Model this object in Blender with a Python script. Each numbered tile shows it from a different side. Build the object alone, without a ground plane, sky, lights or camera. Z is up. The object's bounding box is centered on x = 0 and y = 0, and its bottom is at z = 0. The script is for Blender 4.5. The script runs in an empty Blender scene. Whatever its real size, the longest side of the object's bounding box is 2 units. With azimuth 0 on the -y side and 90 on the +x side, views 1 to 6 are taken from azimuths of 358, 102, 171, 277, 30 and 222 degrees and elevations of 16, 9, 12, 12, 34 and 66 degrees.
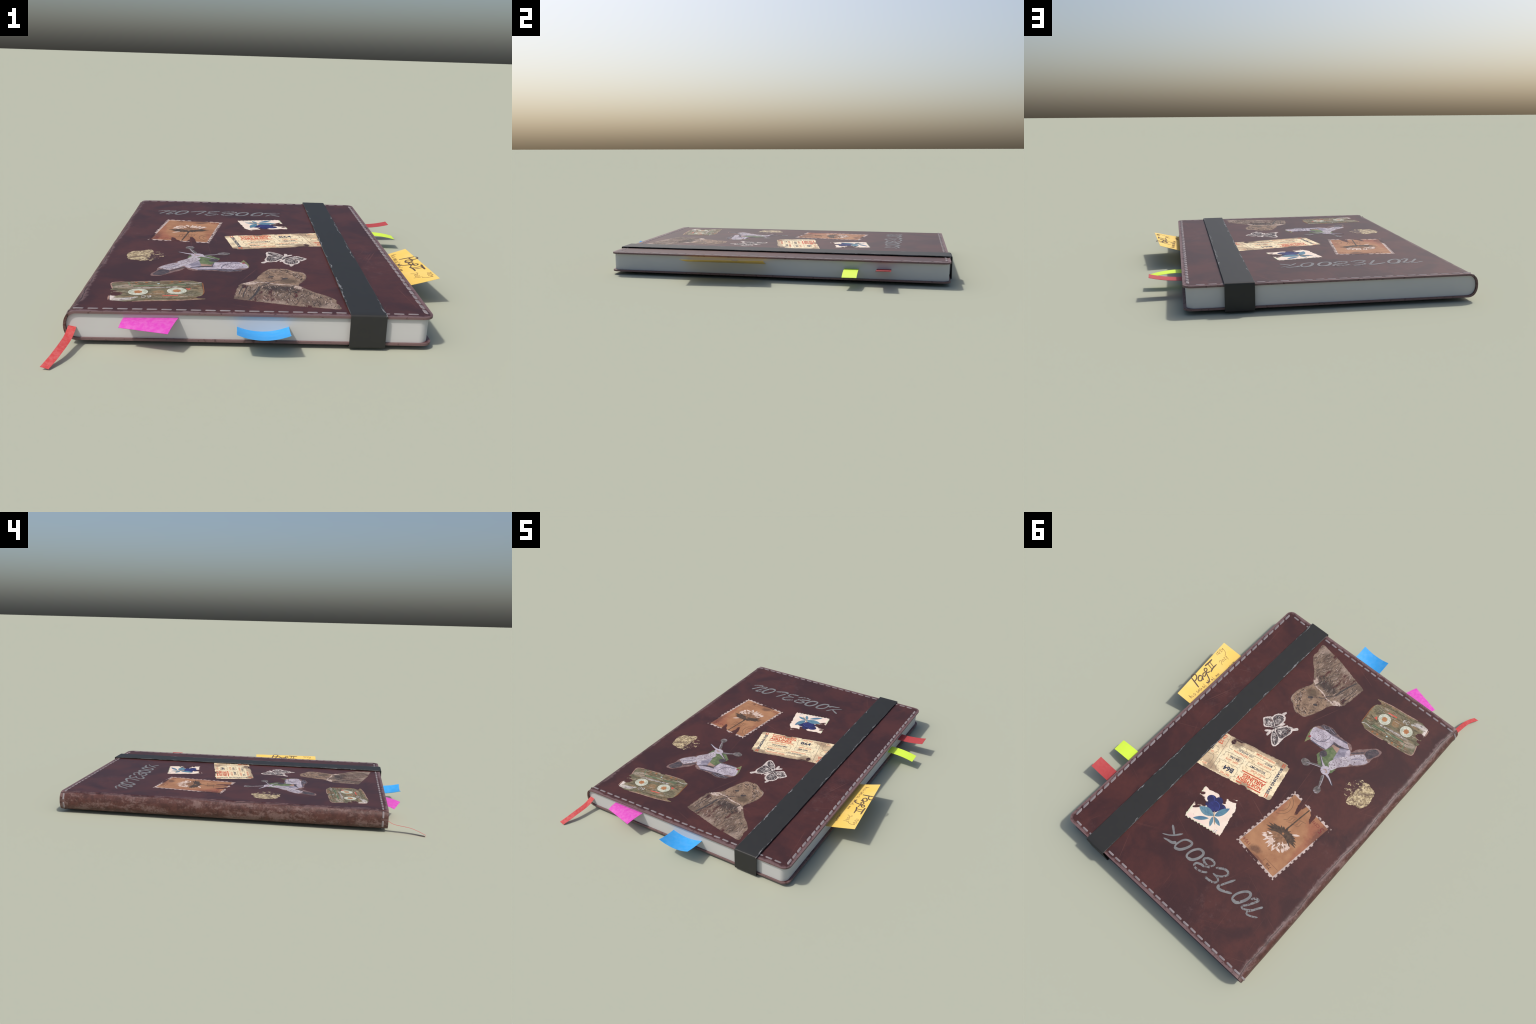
"""A worn leather notebook: cover, pages, elastic strap, page tabs, ribbon,
stitching, brush lettering and old paper stickers on the front cover."""
import bpy, bmesh, math, random
from mathutils import Vector, Matrix, noise as mnoise
from mathutils.geometry import delaunay_2d_cdt

# ------------------------------------------------------------------ sizes (m)
X_EDGE = 0.566                 # fore edge of the cover
Y_LO, Y_HI = -0.803, 0.987     # head and tail edges
Z_TOP, Z_BOT = 0.1184, 0.0145  # outside of front and back cover
BOARD = 0.0085                 # board thickness
X_HINGE = -0.640               # where the rounded spine starts
SPINE_BULGE = 0.045
CORNER_R = 0.038
Z_MID = (Z_TOP + Z_BOT) / 2
HALF = (Z_TOP - Z_BOT) / 2

# wandering crease beside the spine: (y, x)
CREASE = [(-.80, -.668), (-.77, -.665), (-.68, -.648), (-.58, -.657), (-.51, -.652),
          (-.41, -.661), (-.33, -.661), (-.26, -.652), (-.19, -.657), (-.10, -.655),
          (.02, -.668), (.11, -.664), (.18, -.654), (.28, -.652), (.37, -.648),
          (.46, -.658), (.57, -.665), (.64, -.657), (.74, -.655), (.82, -.658),
          (.91, -.652), (.985, -.668)]


def crease_x(y):
    for (a, xa), (b, xb) in zip(CREASE, CREASE[1:]):
        if y <= b:
            t = (y - a) / (b - a)
            return xa + (xb - xa) * max(0, t)
    return CREASE[-1][1]


# ------------------------------------------------------------------ materials
def lin(c):
    c /= 255.0
    return c / 12.92 if c <= 0.04045 else ((c + 0.055) / 1.055) ** 2.4


def col(r, g, b, k=1.0):
    """Seen colour (0..255, in sun, facing up) to base colour."""
    return tuple(max(0.0, min(0.95, lin(v) / 1.22 * k)) for v in (r, g, b)) + (1.0,)


class Graph:
    """Small helper to write node trees as expressions."""
    def __init__(self, tree):
        self.t = tree

    def node(self, kind, **props):
        n = self.t.nodes.new(kind)
        for k, v in props.items():
            setattr(n, k, v)
        return n

    def put(self, sock, v):
        if v is None:
            return
        if hasattr(v, 'is_output') and not isinstance(v, (int, float, tuple)):
            self.t.links.new(v, sock)
        else:
            sock.default_value = v

    def xyz(self):
        return self.node('ShaderNodeTexCoord').outputs['Object']

    def sep(self, v):
        n = self.node('ShaderNodeSeparateXYZ')
        self.put(n.inputs[0], v)
        return n.outputs[0], n.outputs[1], n.outputs[2]

    def math(self, op, a, b=None, c=None, clamp=False):
        n = self.node('ShaderNodeMath', operation=op, use_clamp=clamp)
        self.put(n.inputs[0], a)
        self.put(n.inputs[1], b)
        if c is not None:
            self.put(n.inputs[2], c)
        return n.outputs[0]

    def mapping(self, v, loc=(0, 0, 0), rot=0.0, scale=(1, 1, 1)):
        """Turn first, then stretch, so streaks can run in any direction."""
        if rot and tuple(scale) != (1, 1, 1):
            v, rot = self.mapping(v, rot=rot), 0.0
        n = self.node('ShaderNodeMapping')
        self.put(n.inputs['Vector'], v)
        n.inputs['Location'].default_value = loc
        n.inputs['Rotation'].default_value = (0, 0, rot)
        n.inputs['Scale'].default_value = scale
        return n.outputs[0]

    def noise(self, v, scale, detail=4, rough=0.55, dist=0.0):
        n = self.node('ShaderNodeTexNoise')
        self.put(n.inputs['Vector'], v)
        n.inputs['Scale'].default_value = scale
        n.inputs['Detail'].default_value = detail
        n.inputs['Roughness'].default_value = rough
        n.inputs['Distortion'].default_value = dist
        return n.outputs[0]

    def step(self, v, lo, hi):
        """0 below lo, 1 above hi, smooth (lo may exceed hi: falling)."""
        n = self.node('ShaderNodeMapRange', interpolation_type='SMOOTHSTEP')
        if lo <= hi:
            a, b, c, d = lo, hi, 0.0, 1.0
        else:
            a, b, c, d = hi, lo, 1.0, 0.0
        self.put(n.inputs[0], v)
        for i, x in enumerate((a, b, c, d)):
            n.inputs[1 + i].default_value = x
        return n.outputs[0]

    def mix(self, f, a, b):
        n = self.node('ShaderNodeMix', data_type='RGBA')
        self.put(n.inputs[0], f)
        self.put(n.inputs[6], a)
        self.put(n.inputs[7], b)
        return n.outputs[2]

    def dist2(self, x, y, cx, cy, rx, ry, rot=0.0):
        """Normalised distance to an ellipse centre (1 on its rim)."""
        c, s = math.cos(rot), math.sin(rot)
        dx, dy = self.math('SUBTRACT', x, cx), self.math('SUBTRACT', y, cy)
        u = self.math('ADD', self.math('MULTIPLY', dx, c / rx), self.math('MULTIPLY', dy, s / rx))
        v = self.math('ADD', self.math('MULTIPLY', dx, -s / ry), self.math('MULTIPLY', dy, c / ry))
        return self.math('SQRT', self.math('ADD', self.math('MULTIPLY', u, u), self.math('MULTIPLY', v, v)))


def new_material(name):
    m = bpy.data.materials.new(name)
    m.use_nodes = True
    g = Graph(m.node_tree)
    b = m.node_tree.nodes['Principled BSDF']
    b.inputs['Roughness'].default_value = 0.6
    return m, g, b


def bump(g, b, height, strength=0.3, distance=0.001):
    n = g.node('ShaderNodeBump')
    n.inputs['Strength'].default_value = strength
    n.inputs['Distance'].default_value = distance
    g.put(n.inputs['Height'], height)
    g.t.links.new(n.outputs[0], b.inputs['Normal'])


def leather_group():
    t = bpy.data.node_groups.new('worn_leather', 'ShaderNodeTree')
    t.interface.new_socket('Color', in_out='OUTPUT', socket_type='NodeSocketColor')
    t.interface.new_socket('Height', in_out='OUTPUT', socket_type='NodeSocketFloat')
    g = Graph(t)
    p = g.xyz()
    x, y, z = g.sep(p)
    # cloudy maroon
    cloud = g.noise(p, 5.0, 6, 0.62, 0.6)
    c = g.mix(g.step(cloud, 0.36, 0.66), LEATHER_DARK, LEATHER_RED)
    fine = g.noise(p, 42, 5, 0.7)
    c = g.mix(g.math('MULTIPLY', g.step(fine, 0.35, 0.8), 0.35), c, col(72, 40, 42, KL))
    # dusty rubbed blotches
    dust = g.math('MULTIPLY', g.step(g.noise(p, 3.1, 3), 0.56, 0.70), g.step(g.noise(p, 30, 6, 0.7), 0.50, 0.72))
    c = g.mix(g.math('MULTIPLY', dust, 0.40), c, col(136, 98, 96, KL))
    speck = g.step(g.noise(p, 95, 2), 0.70, 0.78)
    c = g.mix(g.math('MULTIPLY', speck, 0.25), c, col(128, 90, 88, KL))
    # scratches in a few directions
    for i, (rot, sx, sy) in enumerate(((0.35, 2.6, 150), (1.95, 2.0, 130), (2.7, 1.8, 170), (1.15, 2.4, 140), (1.45, 1.5, 160))):
        v = g.mapping(p, loc=(1.7 * i, 3.1 * i, 0), rot=rot, scale=(sx, sy, 1))
        s = g.step(g.noise(v, 1.0, 1, 0.4), 0.715, 0.77)
        gate = g.step(g.noise(g.mapping(p, loc=(9 + i, 4, 2)), 3.0, 2), 0.48, 0.62)
        c = g.mix(g.math('MULTIPLY', g.math('MULTIPLY', s, gate), 0.55), c, col(140, 88, 80, KL))
    # rubbed board edges
    d = g.math('MINIMUM', g.math('SUBTRACT', X_EDGE, x),
               g.math('MINIMUM', g.math('SUBTRACT', y, Y_LO), g.math('SUBTRACT', Y_HI, y)))
    ragged = g.math('MULTIPLY', g.math('SUBTRACT', g.noise(p, 26, 6, 0.68), 0.5), 0.05)
    edge = g.math('MAXIMUM', g.math('MULTIPLY', g.step(g.math('ADD', d, ragged), 0.019, 0.006), 0.85),
                  g.math('MULTIPLY', g.step(d, 0.009, 0.004), 0.8))
    pits = g.step(g.noise(g.mapping(p, loc=(5, 5, 5)), 60, 4, 0.6), 0.58, 0.66)
    c = g.mix(edge, c, g.mix(g.math('MULTIPLY', pits, 0.7), col(158, 126, 126, KL), col(84, 52, 52, KL)))
    # spine: flaking pale patches over red brown
    spine = g.step(x, -0.660, -0.668)
    body = g.mix(g.step(g.noise(p, 34, 5, 0.7), 0.4, 0.62), col(112, 68, 60, KL), col(90, 53, 47, KL))
    patch = g.noise(g.mapping(p, scale=(1, 0.6, 1.3)), 17, 9, 0.72, 0.3)
    crumb = g.math('ADD', patch, g.math('MULTIPLY', g.math('SUBTRACT', g.noise(p, 85, 5, 0.75), 0.5), 0.40))
    body = g.mix(g.math('MULTIPLY', g.step(crumb, 0.46, 0.60), 0.85), body, g.mix(g.noise(p, 50, 3), col(134, 102, 96, KL), col(166, 134, 128, KL)))
    c = g.mix(spine, c, body)
    # crease line with pale rubbed lips, front cover only
    fc = g.node('ShaderNodeFloatCurve')
    crv = fc.mapping.curves[0]
    fc.mapping.use_clip = False
    pts = [((yy + 0.82) / 1.84, (xx + 0.70) / 0.08) for yy, xx in CREASE]
    while len(crv.points) < len(pts):
        crv.points.new(0.5, 0.5)
    for q, (a, b_) in zip(crv.points, pts):
        q.location = (a, b_)
        q.handle_type = 'VECTOR'
    fc.mapping.update()
    g.put(fc.inputs['Value'], g.math('DIVIDE', g.math('ADD', y, 0.82), 1.84))
    xc = g.math('SUBTRACT', g.math('MULTIPLY', fc.outputs[0], 0.08), 0.70)
    jit = g.math('MULTIPLY', g.math('SUBTRACT', g.noise(p, 40, 4), 0.5), 0.012)
    off = g.math('ABSOLUTE', g.math('ADD', g.math('SUBTRACT', x, xc), jit))
    front = g.step(z, Z_MID, Z_MID + 0.02)
    lips = g.math('MULTIPLY', g.step(g.math('ADD', off, g.math('MULTIPLY', g.math('SUBTRACT', g.noise(p, 20, 7, 0.75), 0.5), 0.075)), 0.015, 0.000), front)
    c = g.mix(g.math('MULTIPLY', lips, 0.65), c, col(152, 122, 121, KL))
    slit = g.math('MULTIPLY', g.math('MULTIPLY', g.step(off, 0.0026, 0.0010), front), g.step(g.noise(p, 9, 3), 0.36, 0.50))
    c = g.mix(g.math('MULTIPLY', slit, 0.9), c, col(52, 34, 34, KL))
    out = g.node('NodeGroupOutput')
    g.put(out.inputs[0], c)
    g.put(out.inputs[1], g.math('ADD', g.noise(p, 160, 3, 0.6), g.math('MULTIPLY', g.noise(p, 24, 4), 0.8)))
    return t


KL = 0.63
LEATHER_DARK = col(81, 45, 46, KL)
LEATHER_RED = col(107, 57, 52, KL)
LEATHER = leather_group()


def leather_colour(g):
    n = g.node('ShaderNodeGroup', node_tree=LEATHER)
    return n.outputs[0], n.outputs[1]


def leather_material():
    m, g, b = new_material('worn_maroon_leather')
    c, h = leather_colour(g)
    g.put(b.inputs['Base Color'], c)
    b.inputs['Roughness'].default_value = 0.52
    b.inputs['Specular IOR Level'].default_value = 0.42
    bump(g, b, h, 0.25, 0.0012)
    return m


def print_material(name, c1, c2, scale=20, stretch=(1, 1, 1), rot=0.0, wear=0.0, wear_scale=40,
                   wear_stretch=(1, 1, 1), wear_rot=0.0, bites=(), stains=(), grain=0.0, sharp=0.16,
                   rough=0.6, specular=0.4, box=None, box_wear=0.0, speckle=None, extra=None):
    """Printed paper. Worn-off places show the leather below.
    bites: (x, y, rx, ry, rot) holes worn to the leather (m).
    stains: (x, y, rx, ry, rot, colour, strength) soft ragged colour patches.
    box: (cx, cy, rot, half_w, half_h): wear grows toward that rectangle's rim."""
    m, g, b = new_material(name)
    p = g.xyz()
    x, y, z = g.sep(p)
    n = g.noise(g.mapping(p, rot=rot, scale=stretch), scale, 6, 0.62, 0.3)
    c = g.mix(g.step(n, 0.5 - sharp, 0.5 + sharp), c1, c2)
    if extra:
        c = extra(g, p, x, y, c)
    if stains:
        rag = g.math('MULTIPLY', g.math('SUBTRACT', g.noise(p, 26, 7, 0.7), 0.5), 1.5)
        for (sx, sy, rx, ry, sr, sc, st) in stains:
            f = g.step(g.math('ADD', g.dist2(x, y, sx, sy, rx, ry, sr), rag), 1.25, 0.45)
            c = g.mix(g.math('MULTIPLY', f, st), c, sc)
    if speckle:
        sc, ss, lo, st = speckle
        f = g.step(g.noise(p, ss, 3, 0.6), lo, lo + 0.06)
        c = g.mix(g.math('MULTIPLY', f, st), c, sc)
    if grain:
        f = g.step(g.noise(p, 140, 3, 0.7), 0.4, 0.7)
        c = g.mix(g.math('MULTIPLY', f, grain), c, c1)
    masks = []
    if wear > 0:
        w = g.noise(g.mapping(p, rot=wear_rot, scale=wear_stretch, loc=(3, 1, 0)), wear_scale, 7, 0.68)
        if box:
            cx, cy, br, hw, hh = box
            cs, sn = math.cos(br), math.sin(br)
            dx, dy = g.math('SUBTRACT', x, cx), g.math('SUBTRACT', y, cy)
            u = g.math('ABSOLUTE', g.math('ADD', g.math('MULTIPLY', dx, cs), g.math('MULTIPLY', dy, sn)))
            v = g.math('ABSOLUTE', g.math('ADD', g.math('MULTIPLY', dx, -sn), g.math('MULTIPLY', dy, cs)))
            e = g.math('MINIMUM', g.math('SUBTRACT', hw, u), g.math('SUBTRACT', hh, v))
            w = g.math('ADD', w, g.math('MULTIPLY', g.step(e, 0.03, 0.0), box_wear))
        masks.append(g.step(w, 0.68 - wear * 0.3, 0.74 - wear * 0.3))
    if bites:
        rag = g.math('MULTIPLY', g.math('SUBTRACT', g.noise(p, 45, 7, 0.7), 0.5), 1.3)
        for (bx, by, rx, ry, br) in bites:
            masks.append(g.step(g.math('ADD', g.dist2(x, y, bx, by, rx, ry, br), rag), 1.12, 0.88))
    for k in masks:
        lc, lh = leather_colour(g)
        c = g.mix(k, c, lc)
    g.put(b.inputs['Base Color'], c)
    b.inputs['Roughness'].default_value = rough
    b.inputs['Specular IOR Level'].default_value = specular
    return m


def flat_material(name, c, rough=0.6, specular=0.4, mottle=0.0, scale=60, thin=False):
    m, g, b = new_material(name)
    cc = c
    if mottle:
        p = g.xyz()
        f = g.step(g.noise(p, scale, 5, 0.65), 0.35, 0.7)
        lighter = tuple(min(0.95, v + (0.9 - v) * mottle) for v in c[:3]) + (1,)
        cc = g.mix(f, c, lighter)
    g.put(b.inputs['Base Color'], cc)
    b.inputs['Roughness'].default_value = rough
    b.inputs['Specular IOR Level'].default_value = specular
    if thin:
        tr = g.node('ShaderNodeBsdfTranslucent')
        g.put(tr.inputs['Color'], cc)
        mx = g.node('ShaderNodeMixShader')
        mx.inputs[0].default_value = 0.12
        out = m.node_tree.nodes['Material Output']
        g.t.links.new(b.outputs[0], mx.inputs[1])
        g.t.links.new(tr.outputs[0], mx.inputs[2])
        g.t.links.new(mx.outputs[0], out.inputs['Surface'])
    return m


# ------------------------------------------------------------------ objects
root = bpy.data.objects.new('notebook', None)
root['label'] = 'worn maroon leather notebook with stickers, tabs and black strap'
root['category'] = 'notebook'
bpy.context.scene.collection.objects.link(root)


def add(name, mesh, mat=None, parent=root, smooth=True):
    o = bpy.data.objects.new(name, mesh)
    bpy.context.scene.collection.objects.link(o)
    o.parent = parent
    if mat:
        mesh.materials.clear()
        mesh.materials.append(mat)
    for p in mesh.polygons:
        p.use_smooth = smooth
    return o


def from_bm(bm, name):
    me = bpy.data.meshes.new(name)
    bm.normal_update()
    bm.to_mesh(me)
    bm.free()
    return me


# ------------------------------------------------------------------ the cover
def spine_curve(inset, n=44):
    """Superellipse from the front hinge round to the back hinge."""
    out = []
    for i in range(n + 1):
        a = math.pi / 2 - math.pi * i / n
        ca, sa = math.cos(a), math.sin(a)
        e = 2 / 2.3
        out.append((X_HINGE - (SPINE_BULGE - inset) * abs(ca) ** e,
                    Z_MID + (HALF - inset) * math.copysign(abs(sa) ** e, sa)))
    return out


def cover_columns():
    xs = [X_EDGE - CORNER_R * (1 - math.cos(math.pi / 2 * i / 12)) for i in range(13)]
    x = xs[-1]
    k = 46
    xs += [x + (-0.615 - x) * i / k for i in range(1, k + 1)]
    xs += [-0.615 - 0.025 * i / 12 for i in range(1, 12)]
    sp = spine_curve(0)
    outer = [(x, Z_TOP) for x in xs] + sp + [(x, Z_BOT) for x in reversed(xs)]
    spi = spine_curve(BOARD)
    inner = [(x, Z_TOP - BOARD) for x in xs] + spi + [(x, Z_BOT + BOARD) for x in reversed(xs)]
    return outer, inner


def y_limits(x):
    k = x - (X_EDGE - CORNER_R)
    cut = 0.0
    if k > 0:
        cut = CORNER_R - math.sqrt(max(0, CORNER_R ** 2 - min(k, CORNER_R) ** 2))
    return Y_LO + cut, Y_HI - cut


def build_cover(mat):
    outer, inner = cover_columns()
    rows = 260
    bm = bmesh.new()
    def sheet(path, relief):
        grid = []
        for (x, z) in path:
            lo, hi = y_limits(x)
            line = []
            for j in range(rows + 1):
                y = lo + (hi - lo) * j / rows
                dz = 0.0
                dx = 0.0
                if relief:
                    if z > Z_MID + HALF * 0.55 and x < -0.60:
                        d = x - crease_x(y)
                        gate = 0.4 + 0.6 * mnoise.noise((y * 7, 3.3, 0))
                        dz -= 0.0020 * max(0, gate) * math.exp(-(d / 0.0032) ** 2)
                    if x < -0.66:
                        dx += 0.0009 * mnoise.noise((y * 14, z * 60, 1.7))
                line.append(bm.verts.new((x + dx, y, z + dz)))
            grid.append(line)
        return grid
    A, B = sheet(outer, True), sheet(inner, False)
    n = len(outer)
    for i in range(n - 1):
        for j in range(rows):
            bm.faces.new((A[i][j], A[i][j + 1], A[i + 1][j + 1], A[i + 1][j]))
            bm.faces.new((B[i][j], B[i + 1][j], B[i + 1][j + 1], B[i][j + 1]))
    for i in range(n - 1):
        bm.faces.new((A[i][0], A[i + 1][0], B[i + 1][0], B[i][0]))
        bm.faces.new((A[i][rows], B[i][rows], B[i + 1][rows], A[i + 1][rows]))
    for j in range(rows):
        bm.faces.new((A[0][j], B[0][j], B[0][j + 1], A[0][j + 1]))
        bm.faces.new((A[n - 1][j], A[n - 1][j + 1], B[n - 1][j + 1], B[n - 1][j]))
    bmesh.ops.recalc_face_normals(bm, faces=bm.faces)
    me = from_bm(bm, 'cover_whole')
    whole = add('cover_whole', me, mat)
    bv = whole.modifiers.new('bevel', 'BEVEL')
    bv.width, bv.segments, bv.limit_method, bv.angle_limit = 0.0026, 2, 'ANGLE', math.radians(50)
    wn = whole.modifiers.new('weighted', 'WEIGHTED_NORMAL')
    wn.keep_sharp = False
    dg = bpy.context.evaluated_depsgraph_get()
    full = bpy.data.meshes.new_from_object(whole.evaluated_get(dg))
    bpy.data.objects.remove(whole)
    normals = [Vector(c.vector) for c in full.corner_normals]
    regions = {'front_cover': [], 'spine': [], 'back_cover': []}
    for p in full.polygons:
        c = p.center
        key = 'spine' if c.x < X_HINGE else ('front_cover' if c.z > Z_MID else 'back_cover')
        regions[key].append(p)
    for key, polys in regions.items():
        idx, verts, faces, nrm = {}, [], [], []
        for p in polys:
            f = []
            for li in p.loop_indices:
                vi = full.loops[li].vertex_index
                if vi not in idx:
                    idx[vi] = len(verts)
                    verts.append(full.vertices[vi].co.copy())
                f.append(idx[vi])
                nrm.append(normals[li])
            faces.append(f)
        part = bpy.data.meshes.new(key)
        part.from_pydata(verts, [], faces)
        add(key, part, mat)
        part.normals_split_custom_set(nrm)


# ------------------------------------------------------------------ pages
def build_pages(mat):
    inset_y, x_right, r = 0.0080, 0.5530, 0.036
    z0, z1 = Z_BOT + BOARD, Z_TOP - BOARD
    layers = 14
    sp = spine_curve(BOARD + 0.0004, 200)
    bm = bmesh.new()
    rings = []
    for k in range(layers + 1):
        z = z0 + (z1 - z0) * (0.5 - 0.5 * math.cos(math.pi * k / layers))
        xl = min(sp, key=lambda q: abs(q[1] - z))[0]
        if k in (0, layers):
            xl = X_HINGE
        lo, hi = Y_LO + inset_y, Y_HI - inset_y
        pts = [(xl, lo)]
        pts += [(x_right - r + r * math.sin(a), lo + r - r * math.cos(a)) for a in [math.pi / 2 * i / 10 for i in range(11)]]
        pts += [(x_right - r + r * math.cos(a), hi - r + r * math.sin(a)) for a in [math.pi / 2 * i / 10 for i in range(11)]]
        pts += [(xl, hi)]
        rings.append([bm.verts.new((x, y, z)) for x, y in pts])
    for a, b in zip(rings, rings[1:]):
        for i in range(len(a)):
            j = (i + 1) % len(a)
            bm.faces.new((a[i], a[j], b[j], b[i]))
    bm.faces.new(list(reversed(rings[0])))
    bm.faces.new(rings[-1])
    bmesh.ops.recalc_face_normals(bm, faces=bm.faces)
    me = from_bm(bm, 'page_block')
    o = add('page_block', me, mat)
    me.set_sharp_from_angle(angle=math.radians(35))


# ------------------------------------------------------------------ strap
STRAP_X = (0.2772, 0.4005)


def build_strap(mat):
    y0, y1, z0, z1, t, r = -0.8135, 0.9995, 0.0055, 0.1268, 0.0040, 0.007
    prof = []
    for cx, cz, a0 in ((y1 - r, z1 - r, 0), (y0 + r, z1 - r, 90), (y0 + r, z0 + r, 180), (y1 - r, z0 + r, 270)):
        for i in range(6):
            a = math.radians(a0 + 90 * i / 5)
            prof.append((cx + r * math.cos(a), cz + r * math.sin(a), math.cos(a), math.sin(a)))
    # subdivide the long runs so the band can undulate a little
    dense = []
    for i, p in enumerate(prof):
        q = prof[(i + 1) % len(prof)]
        L = math.hypot(q[0] - p[0], q[1] - p[1])
        n = max(1, int(L / 0.03))
        for k in range(n):
            f = k / n
            dense.append(tuple(p[m] + (q[m] - p[m]) * f for m in range(4)))
    bm = bmesh.new()
    rings = []
    xa, xb = STRAP_X
    e = 0.0009
    for (y, z, ny, nz) in dense:
        sect = [(xa, -t), (xb, -t), (xb, -e), (xb - e, 0), (xa + e, 0), (xa, -e)]
        rings.append([bm.verts.new((x, y + ny * d, z + nz * d)) for x, d in sect])
    n = len(rings)
    for i in range(n):
        a, b = rings[i], rings[(i + 1) % n]
        for k in range(6):
            j = (k + 1) % 6
            bm.faces.new((a[k], b[k], b[j], a[j]))
    bmesh.ops.recalc_face_normals(bm, faces=bm.faces)
    me = from_bm(bm, 'elastic_strap')
    add('elastic_strap', me, mat)
    me.set_sharp_from_angle(angle=math.radians(40))


def strap_material():
    m, g, b = new_material('black_strap')
    p = g.xyz()
    x, y, z = g.sep(p)
    c = g.mix(g.noise(p, 30, 4), col(44, 44, 43), col(50, 50, 49))
    d = g.math('MINIMUM', g.math('SUBTRACT', x, STRAP_X[0]), g.math('SUBTRACT', STRAP_X[1], x))
    # flaked rims
    v = g.mapping(p, scale=(1, 0.42, 1))
    rag = g.math('MULTIPLY', g.math('SUBTRACT', g.noise(v, 40, 5, 0.65), 0.5), 0.034)
    rim = g.math('ADD', d, rag)
    line = g.math('MULTIPLY', g.step(rim, 0.0062, 0.0046), g.step(rim, 0.0022, 0.0036))
    gate = g.math('MULTIPLY', g.step(g.noise(g.mapping(p, loc=(2, 7, 0)), 9, 3), 0.52, 0.57), g.step(z, 0.121, 0.123))
    flake = g.math('MULTIPLY', g.math('MULTIPLY', line, gate), g.step(d, 0.022, 0.012))
    c = g.mix(g.math('MULTIPLY', flake, 0.85), c, col(150, 150, 152))
    hair = g.math('MULTIPLY', g.math('MULTIPLY', g.step(d, 0.0020, 0.0008), g.step(g.noise(p, 16, 4), 0.44, 0.6)), g.step(z, 0.118, 0.122))
    c = g.mix(g.math('MULTIPLY', hair, 0.5), c, col(116, 116, 118))
    # rusty scuffs on the run under the book and its folds
    low = g.math('MULTIPLY', g.step(z, 0.013, 0.007), g.step(g.noise(p, 60, 5, 0.7), 0.60, 0.66))
    c = g.mix(g.math('MULTIPLY', low, 0.6), c, col(122, 74, 52))
    g.put(b.inputs['Base Color'], c)
    b.inputs['Roughness'].default_value = 0.55
    b.inputs['Specular IOR Level'].default_value = 0.36
    bump(g, b, g.noise(p, 220, 2), 0.12, 0.0008)
    return m


# ------------------------------------------------------------------ paper tabs and ribbon
def sheet_surface(name, f, mat, nu=14, nv=14, t=0.0012, parent=root):
    """Thin sheet from a surface function f(u, v) -> point."""
    bm = bmesh.new()
    top = [[None] * (nv + 1) for _ in range(nu + 1)]
    bot = [[None] * (nv + 1) for _ in range(nu + 1)]
    for i in range(nu + 1):
        for j in range(nv + 1):
            u, v = i / nu, j / nv
            p = Vector(f(u, v))
            e = 1e-3
            du = Vector(f(min(1, u + e), v)) - Vector(f(max(0, u - e), v))
            dv = Vector(f(u, min(1, v + e))) - Vector(f(u, max(0, v - e)))
            n = du.cross(dv).normalized()
            if n.z < 0:
                n = -n
            top[i][j] = bm.verts.new(p + n * t / 2)
            bot[i][j] = bm.verts.new(p - n * t / 2)
    for i in range(nu):
        for j in range(nv):
            bm.faces.new((top[i][j], top[i + 1][j], top[i + 1][j + 1], top[i][j + 1]))
            bm.faces.new((bot[i][j], bot[i][j + 1], bot[i + 1][j + 1], bot[i + 1][j]))
    for i in range(nu):
        bm.faces.new((top[i][0], bot[i][0], bot[i + 1][0], top[i + 1][0]))
        bm.faces.new((top[i][nv], top[i + 1][nv], bot[i + 1][nv], bot[i][nv]))
    for j in range(nv):
        bm.faces.new((top[0][j], top[0][j + 1], bot[0][j + 1], bot[0][j]))
        bm.faces.new((top[nu][j], bot[nu][j], bot[nu][j + 1], top[nu][j + 1]))
    bmesh.ops.recalc_face_normals(bm, faces=bm.faces)
    me = from_bm(bm, name)
    o = add(name, me, mat, parent)
    me.set_sharp_from_angle(angle=math.radians(40))
    return o


def lerp(a, b, t):
    return tuple(x + (y - x) * t for x, y in zip(a, b))


def patch(r0, r1, o0, o1, sag=0.0, curl=0.0):
    """Bilinear tab: root edge r0-r1, outer edge o0-o1; sag dips the middle
    of its width, curl bows it along its length."""
    def f(u, v):
        p = lerp(lerp(r0, r1, u), lerp(o0, o1, u), v)
        return (p[0], p[1], p[2] - sag * 4 * u * (1 - u) + curl * 4 * v * (1 - v))
    return f


def catmull(pts, n=10):
    out = []
    P = [pts[0]] + list(pts) + [pts[-1]]
    for i in range(1, len(P) - 2):
        for k in range(n):
            t = k / n
            out.append(tuple(0.5 * (2 * b + (c - a) * t + (2 * a - 5 * b + 4 * c - d) * t * t + (-a + 3 * b - 3 * c + d) * t ** 3)
                             for a, b, c, d in zip(P[i - 1], P[i], P[i + 1], P[i + 2])))
    out.append(tuple(pts[-1]))
    return out


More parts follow.
